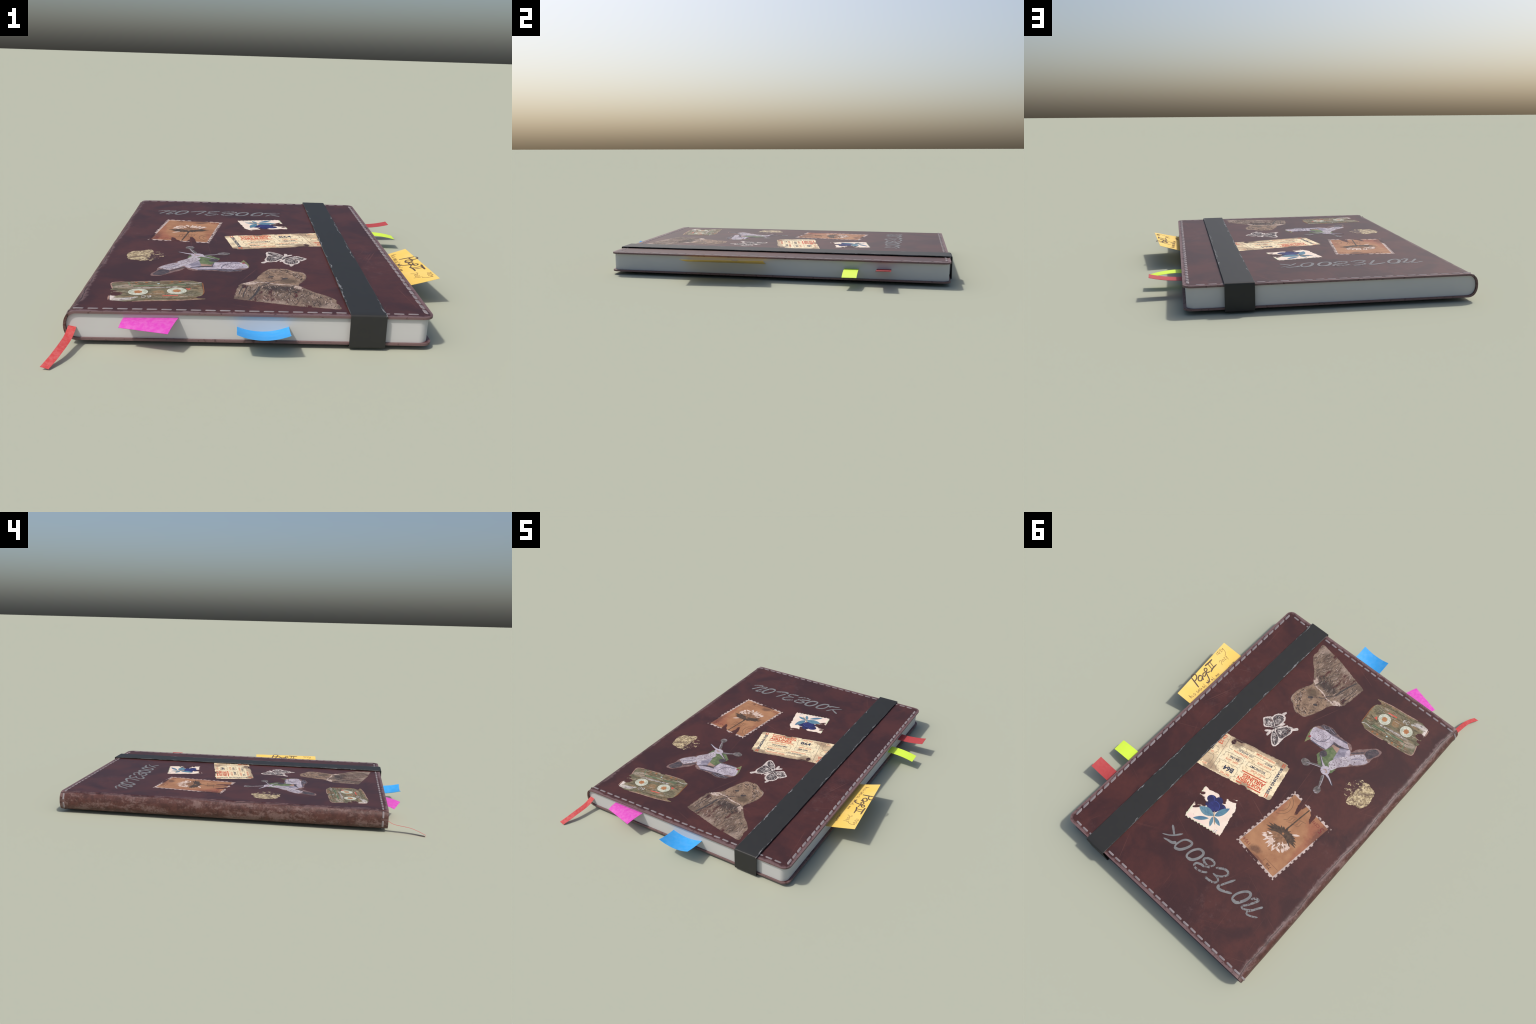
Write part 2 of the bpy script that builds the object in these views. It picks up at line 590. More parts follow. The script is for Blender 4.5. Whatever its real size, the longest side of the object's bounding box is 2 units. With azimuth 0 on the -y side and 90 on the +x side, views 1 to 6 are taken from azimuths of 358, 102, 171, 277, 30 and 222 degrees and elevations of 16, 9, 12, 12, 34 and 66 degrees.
def build_tabs():
    pink = flat_material('pink_paper', col(228, 72, 196, 0.95), mottle=0.08, scale=55)
    blue = flat_material('blue_paper', col(58, 176, 252, 1.0), mottle=0.05, scale=40)
    lime = flat_material('lime_paper', col(224, 255, 76, 1.12), mottle=0.02)
    red = flat_material('red_paper', col(196, 70, 72, 0.95), mottle=0.02)
    yellow = flat_material('yellow_paper', col(252, 212, 104), mottle=0.06, scale=12)
    ribbon = flat_material('red_ribbon', col(218, 72, 72, 0.95), mottle=0.07, scale=70, rough=0.7)
    y_in = -0.785
    sheet_surface('page_tab', patch((-.483, y_in, .0950), (-.2975, y_in, .0985), (-.494, -.845, .0790), (-.3275, -.890, .0785), curl=0.004), pink)
    sheet_surface('page_tab', patch((-.104, y_in, .0690), (.072, y_in, .0730), (-.1045, -.911, .0897), (.0708, -.912, .0903), sag=0.018, curl=-0.004), blue, 20, 14)
    sheet_surface('page_tab', patch((.545, .462, .0700), (.545, .5355, .0700), (.7115, .464, .0540), (.7105, .536, .0545), curl=0.0075), lime, 8, 20)
    sheet_surface('page_tab', patch((.545, .6245, .0745), (.545, .697, .0750), (.7110, .6245, .0922), (.7100, .697, .0925), curl=-0.0065), red, 8, 20)
    note = sheet_surface('sticky_note', note_point, yellow, 20, 16, 0.0010)
    # ribbon: centre path with a tilted width vector
    path = catmull([(-.656, -.786, .0655), (-.6570, -.806, .0560), (-.6600, -.832, .0432), (-.6630, -.866, .0370),
                    (-.6695, -.915, .0310), (-.6800, -.955, .0200), (-.6975, -.9975, .0045)], 8)
    def rib(u, v):
        s = v * (len(path) - 1)
        i = min(int(s), len(path) - 2)
        p = lerp(path[i], path[i + 1], s - i)
        w = (u - 0.5) * 0.027
        return (p[0] + w, p[1] - 0.10 * w, p[2] - 0.24 * w)
    sheet_surface('ribbon_bookmark', rib, ribbon, 4, 60, 0.0007)
    return note


NOTE_A, NOTE_B = (.669, .065), (.7075, -.362)   # outer corners
NOTE_RA, NOTE_RB = (.545, .0535), (.545, -.3765)


def note_point(u, v):
    a = lerp(NOTE_RA, NOTE_RB, u)
    b = lerp(NOTE_A, NOTE_B, u)
    p = lerp(a, b, v)
    return (p[0], p[1], 0.079 + 0.036 * v ** 1.12)


def on_note(x, y):
    """Height of the sticky note above (x, y)."""
    u = min(1, max(0, (0.06 - y) / 0.43))
    xa = NOTE_RA[0]
    xb = NOTE_A[0] + (NOTE_B[0] - NOTE_A[0]) * u
    v = min(1, max(0, (x - xa) / (xb - xa)))
    return 0.079 + 0.036 * v ** 1.12


# ------------------------------------------------------------------ stitching
def stitch_mesh(length, width, height, shear=0.0):
    bm = bmesh.new()
    n = 8
    ring = []
    r = width / 2
    for sgn in (1, -1):
        for i in range(n + 1):
            a = -math.pi / 2 + math.pi * i / n
            px, py = (length / 2 - r) + r * math.cos(a), r * math.sin(a)
            ring.append((sgn * px, sgn * py))
    def ring_at(k, z):
        return [bm.verts.new((x - math.copysign((1 - k) * r, x) + shear * y, y * k, z)) for x, y in ring]
    rings = [ring_at(1, -0.0012), ring_at(1, height * 0.6), ring_at(0.86, height)]
    for a, b in zip(rings, rings[1:]):
        for i in range(len(a)):
            j = (i + 1) % len(a)
            bm.faces.new((a[i], a[j], b[j], b[i]))
    bm.faces.new(rings[-1])
    bmesh.ops.recalc_face_normals(bm, faces=bm.faces)
    return from_bm(bm, 'stitch')


def build_stitches():
    m, g, b = new_material('grey_thread')
    info = g.node('ShaderNodeObjectInfo')
    g.put(b.inputs['Base Color'], g.mix(info.outputs['Random'], col(138, 128, 130, 0.95), col(152, 142, 144, 0.95)))
    b.inputs['Roughness'].default_value = 0.8
    short = stitch_mesh(0.0365, 0.0098, 0.0011)
    long_ = stitch_mesh(0.0400, 0.0125, 0.0011, shear=0.8)
    dot = stitch_mesh(0.0140, 0.0098, 0.0011)
    for me in (short, long_, dot):
        me.materials.append(m)
        for p in me.polygons:
            p.use_smooth = True
    rnd = random.Random(4)
    # arc-length walk round the cover's outside
    outer, _ = cover_columns()
    path = [(x, z) for x, z in outer]
    acc = [0.0]
    for a, b_ in zip(path, path[1:]):
        acc.append(acc[-1] + math.hypot(b_[0] - a[0], b_[1] - a[1]))
    def place(mesh, loc, tangent, normal, wob):
        t = Vector(tangent).normalized()
        n = Vector(normal).normalized()
        s = n.cross(t)
        mat = Matrix((t, s, n)).transposed().to_4x4()
        mat = mat @ Matrix.Rotation(rnd.uniform(-wob, wob), 4, 'Z')
        o = bpy.data.objects.new('stitch', mesh)
        bpy.context.scene.collection.objects.link(o)
        o.parent = root
        o.matrix_world = Matrix.Translation(Vector(loc)) @ mat
    def at(s):
        for i in range(len(path) - 1):
            if acc[i + 1] >= s:
                f = (s - acc[i]) / (acc[i + 1] - acc[i])
                a, b_ = path[i], path[i + 1]
                return (a[0] + (b_[0] - a[0]) * f, a[1] + (b_[1] - a[1]) * f), (b_[0] - a[0], b_[1] - a[1])
    for yrow, x0, skew in ((-0.7745, 0.2505, 0.0), (0.9655, 0.2485, 0.0)):
        s = X_EDGE - x0 - 0.0494 * 5
        while s < acc[-1] - 0.04:
            p, t = at(s)
            if p[0] > 0.548:
                s += 0.0494
                continue
            me = dot if p[0] > 0.535 else short
            place(me, (p[0], yrow + rnd.uniform(-.0006, .0006), p[1]), (t[0], 0, t[1]), (t[1], 0, -t[0]), 0.03)
            s += 0.0494
    for z, nz in ((Z_TOP, 1), (Z_BOT, -1)):
        y = -0.355 - 0.0491 * 8
        while y < 0.945:
            place(long_, (0.5455 + rnd.uniform(-.0006, .0006), y, z), (0, 1, 0), (0, 0, nz), 0.02)
            y += 0.0491


# ------------------------------------------------------------------ flat printed pieces
MM = 0.001
Z_PRINT = Z_TOP + 0.0001


class Frame:
    """Local millimetre frame on the front cover."""
    def __init__(self, cx, cy, rot_deg):
        self.cx, self.cy, self.r = cx, cy, math.radians(rot_deg)
        self.c, self.s = math.cos(self.r), math.sin(self.r)

    def __call__(self, u, v):
        return (self.cx + u * self.c - v * self.s, self.cy + u * self.s + v * self.c)

    def pts(self, ps):
        return [self(u, v) for u, v in ps]


def resample(loop, step):
    out = []
    n = len(loop)
    for i in range(n):
        a, b = loop[i], loop[(i + 1) % n]
        L = math.hypot(b[0] - a[0], b[1] - a[1])
        k = max(1, int(L / step))
        out += [(a[0] + (b[0] - a[0]) * j / k, a[1] + (b[1] - a[1]) * j / k) for j in range(k)]
    return out


def torn(loop, amp, step=3.0, freq=0.09, seed=0.0):
    """Ragged edge: push resampled points by fractal noise."""
    out = []
    for x, y in resample(loop, step):
        q = Vector((x * freq + seed, y * freq, seed * 1.7))
        out.append((x + amp * mnoise.fractal(q, 0.8, 2.1, 4), y + amp * mnoise.fractal(q + Vector((31, 17, 5)), 0.8, 2.1, 4)))
    return out


def smooth_loop(pts, n=6):
    out = []
    N = len(pts)
    for i in range(N):
        p0, p1, p2, p3 = (pts[(i + k - 1) % N] for k in range(4))
        for k in range(n):
            t = k / n
            out.append(tuple(0.5 * (2 * b + (c - a) * t + (2 * a - 5 * b + 4 * c - d) * t * t + (-a + 3 * b - 3 * c + d) * t ** 3)
                             for a, b, c, d in zip(p0, p1, p2, p3)))
    return out


def flat_mesh(loops, layer, thick=0.00022, height=None):
    """Thin slabs filling each closed outline (mm). Outlines never nest."""
    bm = bmesh.new()
    zb = Z_PRINT - 0.0006 + 0.0
    zt = Z_PRINT + 0.00025 * layer + thick
    for k, loop in enumerate(loops):
        vs = [Vector((x, y)) for x, y in loop]
        n = len(vs)
        co, ed, fa, *_ = delaunay_2d_cdt(vs, [(i, (i + 1) % n) for i in range(n)], [], 1, 1e-4)
        lift = 0.000004 * k
        top = [bm.verts.new((c.x * MM, c.y * MM, (height(c.x * MM, c.y * MM) + 0.0009 if height else zt) + lift)) for c in co]
        made = []
        for f in fa:
            try:
                made.append(bm.faces.new([top[i] for i in f]))
            except ValueError:
                pass
        bmesh.ops.recalc_face_normals(bm, faces=made)
        if made and sum(f.normal.z for f in made) < 0:
            bmesh.ops.reverse_faces(bm, faces=made)
        rim = [e for f in made for e in f.edges if len(e.link_faces) == 1]
        ret = bmesh.ops.extrude_edge_only(bm, edges=list(set(rim)))
        for v in [g for g in ret['geom'] if isinstance(g, bmesh.types.BMVert)]:
            v.co.z = (height(v.co.x, v.co.y) + 0.0001) if height else zb
    me = from_bm(bm, 'print')
    return me


def flat(name, loops, layer, mat, parent=root, **kw):
    if loops and isinstance(loops[0][0], (int, float)):
        loops = [loops]
    o = add(name, flat_mesh(loops, layer, **kw), mat, parent, smooth=False)
    o.data.name = name
    return o


def stroke_loop(pts, w0, w1=None, n=8, taper=0.5, rnd=None, jitter=0.0):
    """Outline of a brush or pen stroke along a smooth curve."""
    w1 = w0 if w1 is None else w1
    c = catmull(pts, n) if len(pts) > 2 else [lerp(pts[0], pts[1], i / 6) for i in range(7)]
    L, R = [], []
    m = len(c)
    for i, (x, y) in enumerate(c):
        a, b = c[max(0, i - 1)], c[min(m - 1, i + 1)]
        dx, dy = b[0] - a[0], b[1] - a[1]
        d = math.hypot(dx, dy) or 1
        t = i / (m - 1)
        w = (w0 + (w1 - w0) * t) / 2
        end = min(t, 1 - t) * (m - 1)
        w *= min(1, taper + (1 - taper) * end / 3)
        if rnd:
            w *= 1 + rnd.uniform(-jitter, jitter)
        L.append((x - dy / d * w, y + dx / d * w))
        R.append((x + dy / d * w, y - dx / d * w))
    return L, R


def strokes_mesh(strokes, layer, height=None):
    """Quad strips for strokes (each (L, R)); safe where a stroke crosses itself."""
    bm = bmesh.new()
    for k, (L, R) in enumerate(strokes):
        rows = []
        for i, (a, b) in enumerate(zip(L, R)):
            zt = Z_PRINT + 0.00025 * layer + 0.00022 + 0.00002 * (k % 7) + 0.0000045 * i
            row = []
            for x, y in (a, b):
                x, y = x * MM, y * MM
                row.append(bm.verts.new((x, y, height(x, y) + 0.0010 + 0.000004 * i if height else zt)))
            for x, y in (b, a):
                x, y = x * MM, y * MM
                row.append(bm.verts.new((x, y, height(x, y) + 0.0002 if height else Z_PRINT - 0.0006)))
            rows.append(row)
        for p, q in zip(rows, rows[1:]):
            for s in range(4):
                e = (s + 1) % 4
                bm.faces.new((p[s], p[e], q[e], q[s]))
        bm.faces.new(rows[0])
        bm.faces.new(list(reversed(rows[-1])))
    bmesh.ops.recalc_face_normals(bm, faces=bm.faces)
    return from_bm(bm, 'strokes')


def strokes(name, items, layer, mat, parent=root, height=None):
    return add(name, strokes_mesh(items, layer, height), mat, parent, smooth=False)


def line(a, b, w):
    return stroke_loop([a, b], w, w, taper=1.0)


def text(name, s, frame, u, v, size, layer, mat, parent, rot=0.0, bold=0.0, squeeze=1.0, align='LEFT'):
    """Lettering with the built-in font, as thin mesh. u, v in the frame (mm)."""
    cu = bpy.data.curves.new(name, 'FONT')
    cu.body = s
    cu.size = 1.0
    cu.align_x = align
    cu.align_y = 'BOTTOM_BASELINE'
    cu.offset = bold
    cu.resolution_u = 2
    tmp = bpy.data.objects.new(name, cu)
    bpy.context.scene.collection.objects.link(tmp)
    dg = bpy.context.evaluated_depsgraph_get()
    me = bpy.data.meshes.new_from_object(tmp.evaluated_get(dg))
    bpy.data.objects.remove(tmp)
    k = size / 0.70          # cap height of the font is about 0.7
    zt = Z_PRINT + 0.00025 * layer + 0.00022
    a = math.radians(rot)
    for vert in me.vertices:
        x, y = vert.co.x * k * squeeze, vert.co.y * k
        x, y = x * math.cos(a) - y * math.sin(a), x * math.sin(a) + y * math.cos(a)
        wx, wy = frame(u + x, v + y)
        vert.co = (wx * MM, wy * MM, zt)
    o = add(name, me, mat, parent, smooth=False)
    return o


def rounded_rect(u0, v0, u1, v1, r, n=5):
    out = []
    for cx, cy, a0 in ((u1 - r, v1 - r, 0), (u0 + r, v1 - r, 90), (u0 + r, v0 + r, 180), (u1 - r, v0 + r, 270)):
        for i in range(n + 1):
            a = math.radians(a0 + 90 * i / n)
            out.append((cx + r * math.cos(a), cy + r * math.sin(a)))
    return out


def outline_strokes(frame, loop, w):
    pts = frame.pts(loop)
    pts = pts + [pts[0]]
    res = []
    L, R = [], []
    m = len(pts) - 1
    for i in range(len(pts)):
        a, b = pts[(i - 1) % m], pts[(i + 1) % m]
        dx, dy = b[0] - a[0], b[1] - a[1]
        d = math.hypot(dx, dy) or 1
        x, y = pts[i]
        L.append((x - dy / d * w / 2, y + dx / d * w / 2))
        R.append((x + dy / d * w / 2, y - dx / d * w / 2))
    return L, R


def ellipse(cx, cy, rx, ry, rot=0.0, n=28):
    c, s = math.cos(math.radians(rot)), math.sin(math.radians(rot))
    return [(cx + rx * math.cos(a) * c - ry * math.sin(a) * s, cy + rx * math.cos(a) * s + ry * math.sin(a) * c)
            for a in [2 * math.pi * i / n for i in range(n)]]


def leaf(a, b, w, skew=0.42, n=9):
    """Lens shape from base a to tip b, widest at skew."""
    dx, dy = b[0] - a[0], b[1] - a[1]
    d = math.hypot(dx, dy)
    L, R = [], []
    for i in range(n + 1):
        t = i / n
        h = w / 2 * math.sin(math.pi * t ** (math.log(0.5) / math.log(skew))) ** 0.85 if 0 < t < 1 else 0
        L.append((a[0] + dx * t - dy / d * h, a[1] + dy * t + dx / d * h))
        R.append((a[0] + dx * t + dy / d * h, a[1] + dy * t - dx / d * h))
    return L + R[-2:0:-1]


def perforated(w, h, pitch, notch):
    """Stamp outline with round perforations along all four sides."""
    out = []
    def side(p, q):
        L = math.hypot(q[0] - p[0], q[1] - p[1])
        dx, dy = (q[0] - p[0]) / L, (q[1] - p[1]) / L
        k = int(L / pitch)
        gap = L / k
        out.append(p)
        for i in range(k):
            c = (i + 0.5) * gap
            for j in range(5):
                a = math.pi * j / 4
                s = c - notch * math.cos(a)
                d = notch * math.sin(a) * 1.15
                out.append((p[0] + dx * s - dy * d, p[1] + dy * s + dx * d))
    cs = [(-w, -h), (w, -h), (w, h), (-w, h)]
    for i in range(4):
        side(cs[i], cs[(i + 1) % 4])
    return out


def inside(loop, x, y):
    hit = False
    for (x1, y1), (x2, y2) in zip(loop, loop[1:] + loop[:1]):
        if (y1 > y) != (y2 > y) and x < (x2 - x1) * (y - y1) / (y2 - y1) + x1:
            hit = not hit
    return hit


def scatter(loop, n, seed, length, width, angle, spread, bend=2.0):
    """Short pen streaks strewn inside an outline, roughly along an angle."""
    rnd = random.Random(seed)
    xs, ys = [p[0] for p in loop], [p[1] for p in loop]
    out = []
    while len(out) < n:
        x, y = rnd.uniform(min(xs), max(xs)), rnd.uniform(min(ys), max(ys))
        a = math.radians(angle(x, y) if callable(angle) else angle) + rnd.gauss(0, spread)
        L = rnd.uniform(*length)
        e = (x + L * math.cos(a), y + L * math.sin(a))
        if not (inside(loop, x, y) and inside(loop, *e)):
            continue
        m = ((x + e[0]) / 2 + rnd.uniform(-bend, bend), (y + e[1]) / 2 + rnd.uniform(-bend, bend))
        w = rnd.uniform(*width)
        out.append(stroke_loop([(x, y), m, e], w, w * .6, 3, .3))
    return out


# ------------------------------------------------------------------ lettering
def build_lettering():
    grey = print_material('brush_paint', col(124, 124, 125), col(140, 140, 140), scale=30, wear=0.30, wear_scale=50, rough=0.5)
    chipped = print_material('chipped_brush_paint', col(124, 124, 125), col(140, 140, 140), scale=30, wear=0.50, wear_scale=60,
                             wear_stretch=(1.0, 1.6, 1), wear_rot=0.9, rough=0.5)
    words = {
        'n': [([(-540, 707), (-516, 722), (-490, 731), (-480, 722), (-495, 700), (-511, 674), (-526, 651)], 9, 12),
              ([(-504, 690), (-474, 714), (-452, 724), (-444, 716), (-460, 694), (-480, 660), (-486, 643), (-472, 643), (-452, 662)], 9, 13)],
        'o': [([(-384, 724), (-409, 723), (-429, 697), (-440, 667), (-436, 645), (-418, 643), (-395, 664), (-380, 692), (-378, 715), (-390, 727), (-417, 716)], 17, 9)],
        't': [([(-362, 704), (-335, 717), (-307, 729), (-287, 728), (-285, 712)], 12, 16), ([(-287, 716), (-304, 684), (-328, 641)], 10, 12)],
        'e': [([(-199, 732), (-227, 731), (-254, 724), (-265, 706), (-250, 694), (-217, 692)], 13, 9),
              ([(-231, 694), (-262, 676), (-280, 650), (-268, 636), (-242, 640), (-209, 662)], 9, 14)],
        'b': [([(-195, 706), (-175, 721), (-142, 731), (-118, 727), (-116, 711), (-139, 699), (-163, 698)], 10, 12),
              ([(-144, 702), (-170, 688), (-190, 665), (-188, 650), (-168, 645), (-140, 655), (-132, 671), (-152, 682), (-186, 685)], 9, 14)],
        'oo': [([(-59, 720), (-86, 714), (-106, 687), (-112, 656), (-100, 644), (-76, 648), (-56, 674), (-49, 706), (-60, 720), (-80, 714)], 16, 10),
               ([(29, 727), (1, 718), (-19, 693), (-30, 663), (-23, 648), (4, 653), (22, 671), (31, 705), (27, 726)], 16, 8)],
        'k': [([(38, 700), (54, 715), (79, 720), (106, 727)], 19, 6), ([(128, 714), (98, 699), (73, 679), (45, 644)], 5, 11),
              ([(74, 680), (97, 662), (121, 645)], 9, 13)],
    }
    rnd = random.Random(11)
    for key, parts in words.items():
        items = [stroke_loop([(x, y) for x, y in p], a * 0.98, b * 0.98, 8, 0.25, rnd, 0.05) for p, a, b in parts]
        strokes('brush_letter', items, 1, chipped if key in 'neb' else grey)


# ------------------------------------------------------------------ brown flower stamp
def build_flower_stamp():
    F = Frame(-352, 297, -7.3)
    W, H = 130.5, 191
    border = print_material('stamp_border', col(214, 194, 186), col(184, 164, 156), scale=30, wear=0.46, wear_scale=30,
                            bites=[(-.518, .215, .020, .115, .15), (-.314, .085, .019, .030, 0), (-.391, .088, .026, .030, 0),
                                   (-.300, .487, .050, .010, -.12)])
    sc, rd, dk = col(112, 70, 58), col(158, 92, 70), col(90, 60, 50)
    panel = print_material('stamp_print', col(186, 136, 98), col(160, 110, 78), scale=9, grain=0.15, wear=0.08, wear_scale=24,
                           bites=[(-.312, .118, .012, .062, .20), (-.322, .100, .018, .030, 0), (-.398, .118, .013, .045, .30), (-.391, .100, .022, .022, 0)],
                           stains=[(-.470, .175, .060, .075, .3, rd, .8), (-.492, .180, .030, .085, -.1, sc, .75),
                                   (-.290, .455, .040, .022, .2, dk, .75), (-.330, .483, .060, .010, -.12, sc, .7),
                                   (-.235, .180, .020, .090, .1, rd, .5), (-.476, .330, .025, .12, .1, rd, .55)])
    stamp = flat('stamp_sticker', F.pts(perforated(W + 14, H + 14, 26.5, 7.2)), 0, border)
    flat('stamp_panel', torn(F.pts([(-W, -H), (W, -H), (W, H), (-W, H)]), 1.2, 6), 1, panel, stamp)
    dark = print_material('dark_petal', col(70, 56, 48), col(96, 76, 60), scale=60, wear=0.05)
    mid = print_material('tan_petal', col(166, 122, 90), col(128, 94, 70), scale=60)
    pale = print_material('pale_petal', col(240, 220, 208), col(214, 186, 168), scale=50)
    hub = (-345, 296)
    rnd = random.Random(7)
    strokes('flower_stem', [stroke_loop([(-364, 108), (-356, 165), (-349, 220), (-342, 268)], 6.5, 8, taper=0.9)], 2, dark, stamp)
    # skirt of long dark petals, then tan, then a crown of pale ones
    skirt = []
    for ang, ln, w in ((2, 98, 13), (14, 104, 15), (26, 92, 14), (-20, 52, 16), (-58, 44, 16), (-92, 46, 17), (-118, 40, 15), (218, 56, 15),
                       (198, 72, 20), (186, 84, 18), (212, 66, 17), (-8, 78, 17), (168, 104, 15), (40, 84, 13), (-40, 50, 11), (240, 48, 11), (176, 96, 12), (8, 84, 11), (152, 84, 18), (22, 70, 16), (190, 50, 14)):
        a = math.radians(ang)
        skirt.append(leaf((hub[0] + 6 * math.cos(a), hub[1] + 4 * math.sin(a)), (hub[0] + ln * math.cos(a), hub[1] + ln * 0.86 * math.sin(a)), w))
    for k in range(16):
        a = math.radians(-25 + 230 * k / 15 + rnd.uniform(-5, 5))
        ln = rnd.uniform(46, 82)
        skirt.append(leaf((hub[0] + 4 * math.cos(a), hub[1] + 6), (hub[0] + 1.1 * ln * math.cos(a), hub[1] + 8 + .7 * ln * math.sin(a)), rnd.uniform(9, 14)))
    flat('dark_petals', skirt, 2, dark, stamp)
    tan = []
    for i in range(20):
        a = math.radians(20 + 140 * i / 19 + rnd.uniform(-6, 6))
        ln = rnd.uniform(52, 84)
        tan.append(leaf((hub[0] + 20 * math.cos(a), hub[1] + 24 + 16 * math.sin(a)), (hub[0] + 1.08 * ln * math.cos(a), hub[1] + 14 + 0.86 * ln * math.sin(a)), rnd.uniform(11, 16)))
    tan.insert(0, ellipse(hub[0] + 2, hub[1] + 46, 62, 34, 0))
    flat('tan_petals', tan, 3, mid, stamp)
    crown = []
    for i in range(66):
        a = math.radians(rnd.uniform(20, 172))
        r = 44 + 44 * rnd.random()
        cx, cy = hub[0] + 4 + r * math.cos(a), hub[1] + 24 + r * 0.88 * math.sin(a)
        ln = rnd.uniform(18, 32)
        b = a + rnd.uniform(-0.5, 0.5)
        crown.append(leaf((cx - ln / 2 * math.cos(b), cy - ln / 2 * math.sin(b)), (cx + ln / 2 * math.cos(b), cy + ln / 2 * math.sin(b)), rnd.uniform(5, 10)))
    crown.append(leaf((-384, 272), (-420, 249), 12))
    flat('pale_petals', crown, 4, pale, stamp)
    fold = []
    for i in range(34):
        a = math.radians(rnd.uniform(15, 165))
        r = rnd.uniform(22, 74)
        cx, cy = hub[0] + r * math.cos(a), hub[1] + 20 + r * 0.78 * math.sin(a)
        fold.append(leaf((cx, cy), (cx + 16 * math.cos(a), cy + 16 * math.sin(a)), 4))
    flat('petal_shadows', fold, 5, mid, stamp)
    ink = flat_material('red_ink', col(128, 52, 52))
    ink2 = flat_material('brown_ink', col(112, 74, 60))
    text('stamp_year', '1954', F, 74, 161, 19, 2, ink, stamp, squeeze=0.95)
    text('stamp_value', '5', F, -124, -175, 36, 2, ink, stamp)
    text('stamp_value', 'CEN', F, -92, -172, 17, 2, ink, stamp, rot=3)
    text('stamp_mark', '726', F, -92, 166, 17, 2, ink2, stamp, bold=0.02)
    strokes('stamp_mark', [line(F(-122, 152), F(-35, 156), 1.5), line(F(-35, 156), F(-33, 176), 1.5)], 2, ink2, stamp)
    ring = []
    cx, cy = -223, 172
    for r, a0, a1 in ((64, 105, 250), (46, 108, 245)):
        ring.append(stroke_loop([(cx + r * math.cos(math.radians(a)), cy + r * 1.0 * math.sin(math.radians(a))) for a in range(a0, a1, 12)], 2.0, 2.0, 4, 1))
    for i in range(6):
        x0 = -296 - 14 * i
        ring.append(stroke_loop([(x0, 238 - 3 * i), (x0 - 14, 222 - 2 * i), (x0 - 16, 200 - 3 * i), (x0 - 32, 186 - 2 * i)], 1.8, 1.8, 5, 1))
    strokes('postmark', ring, 2, flat_material('postmark_ink', col(112, 84, 66)), stamp)


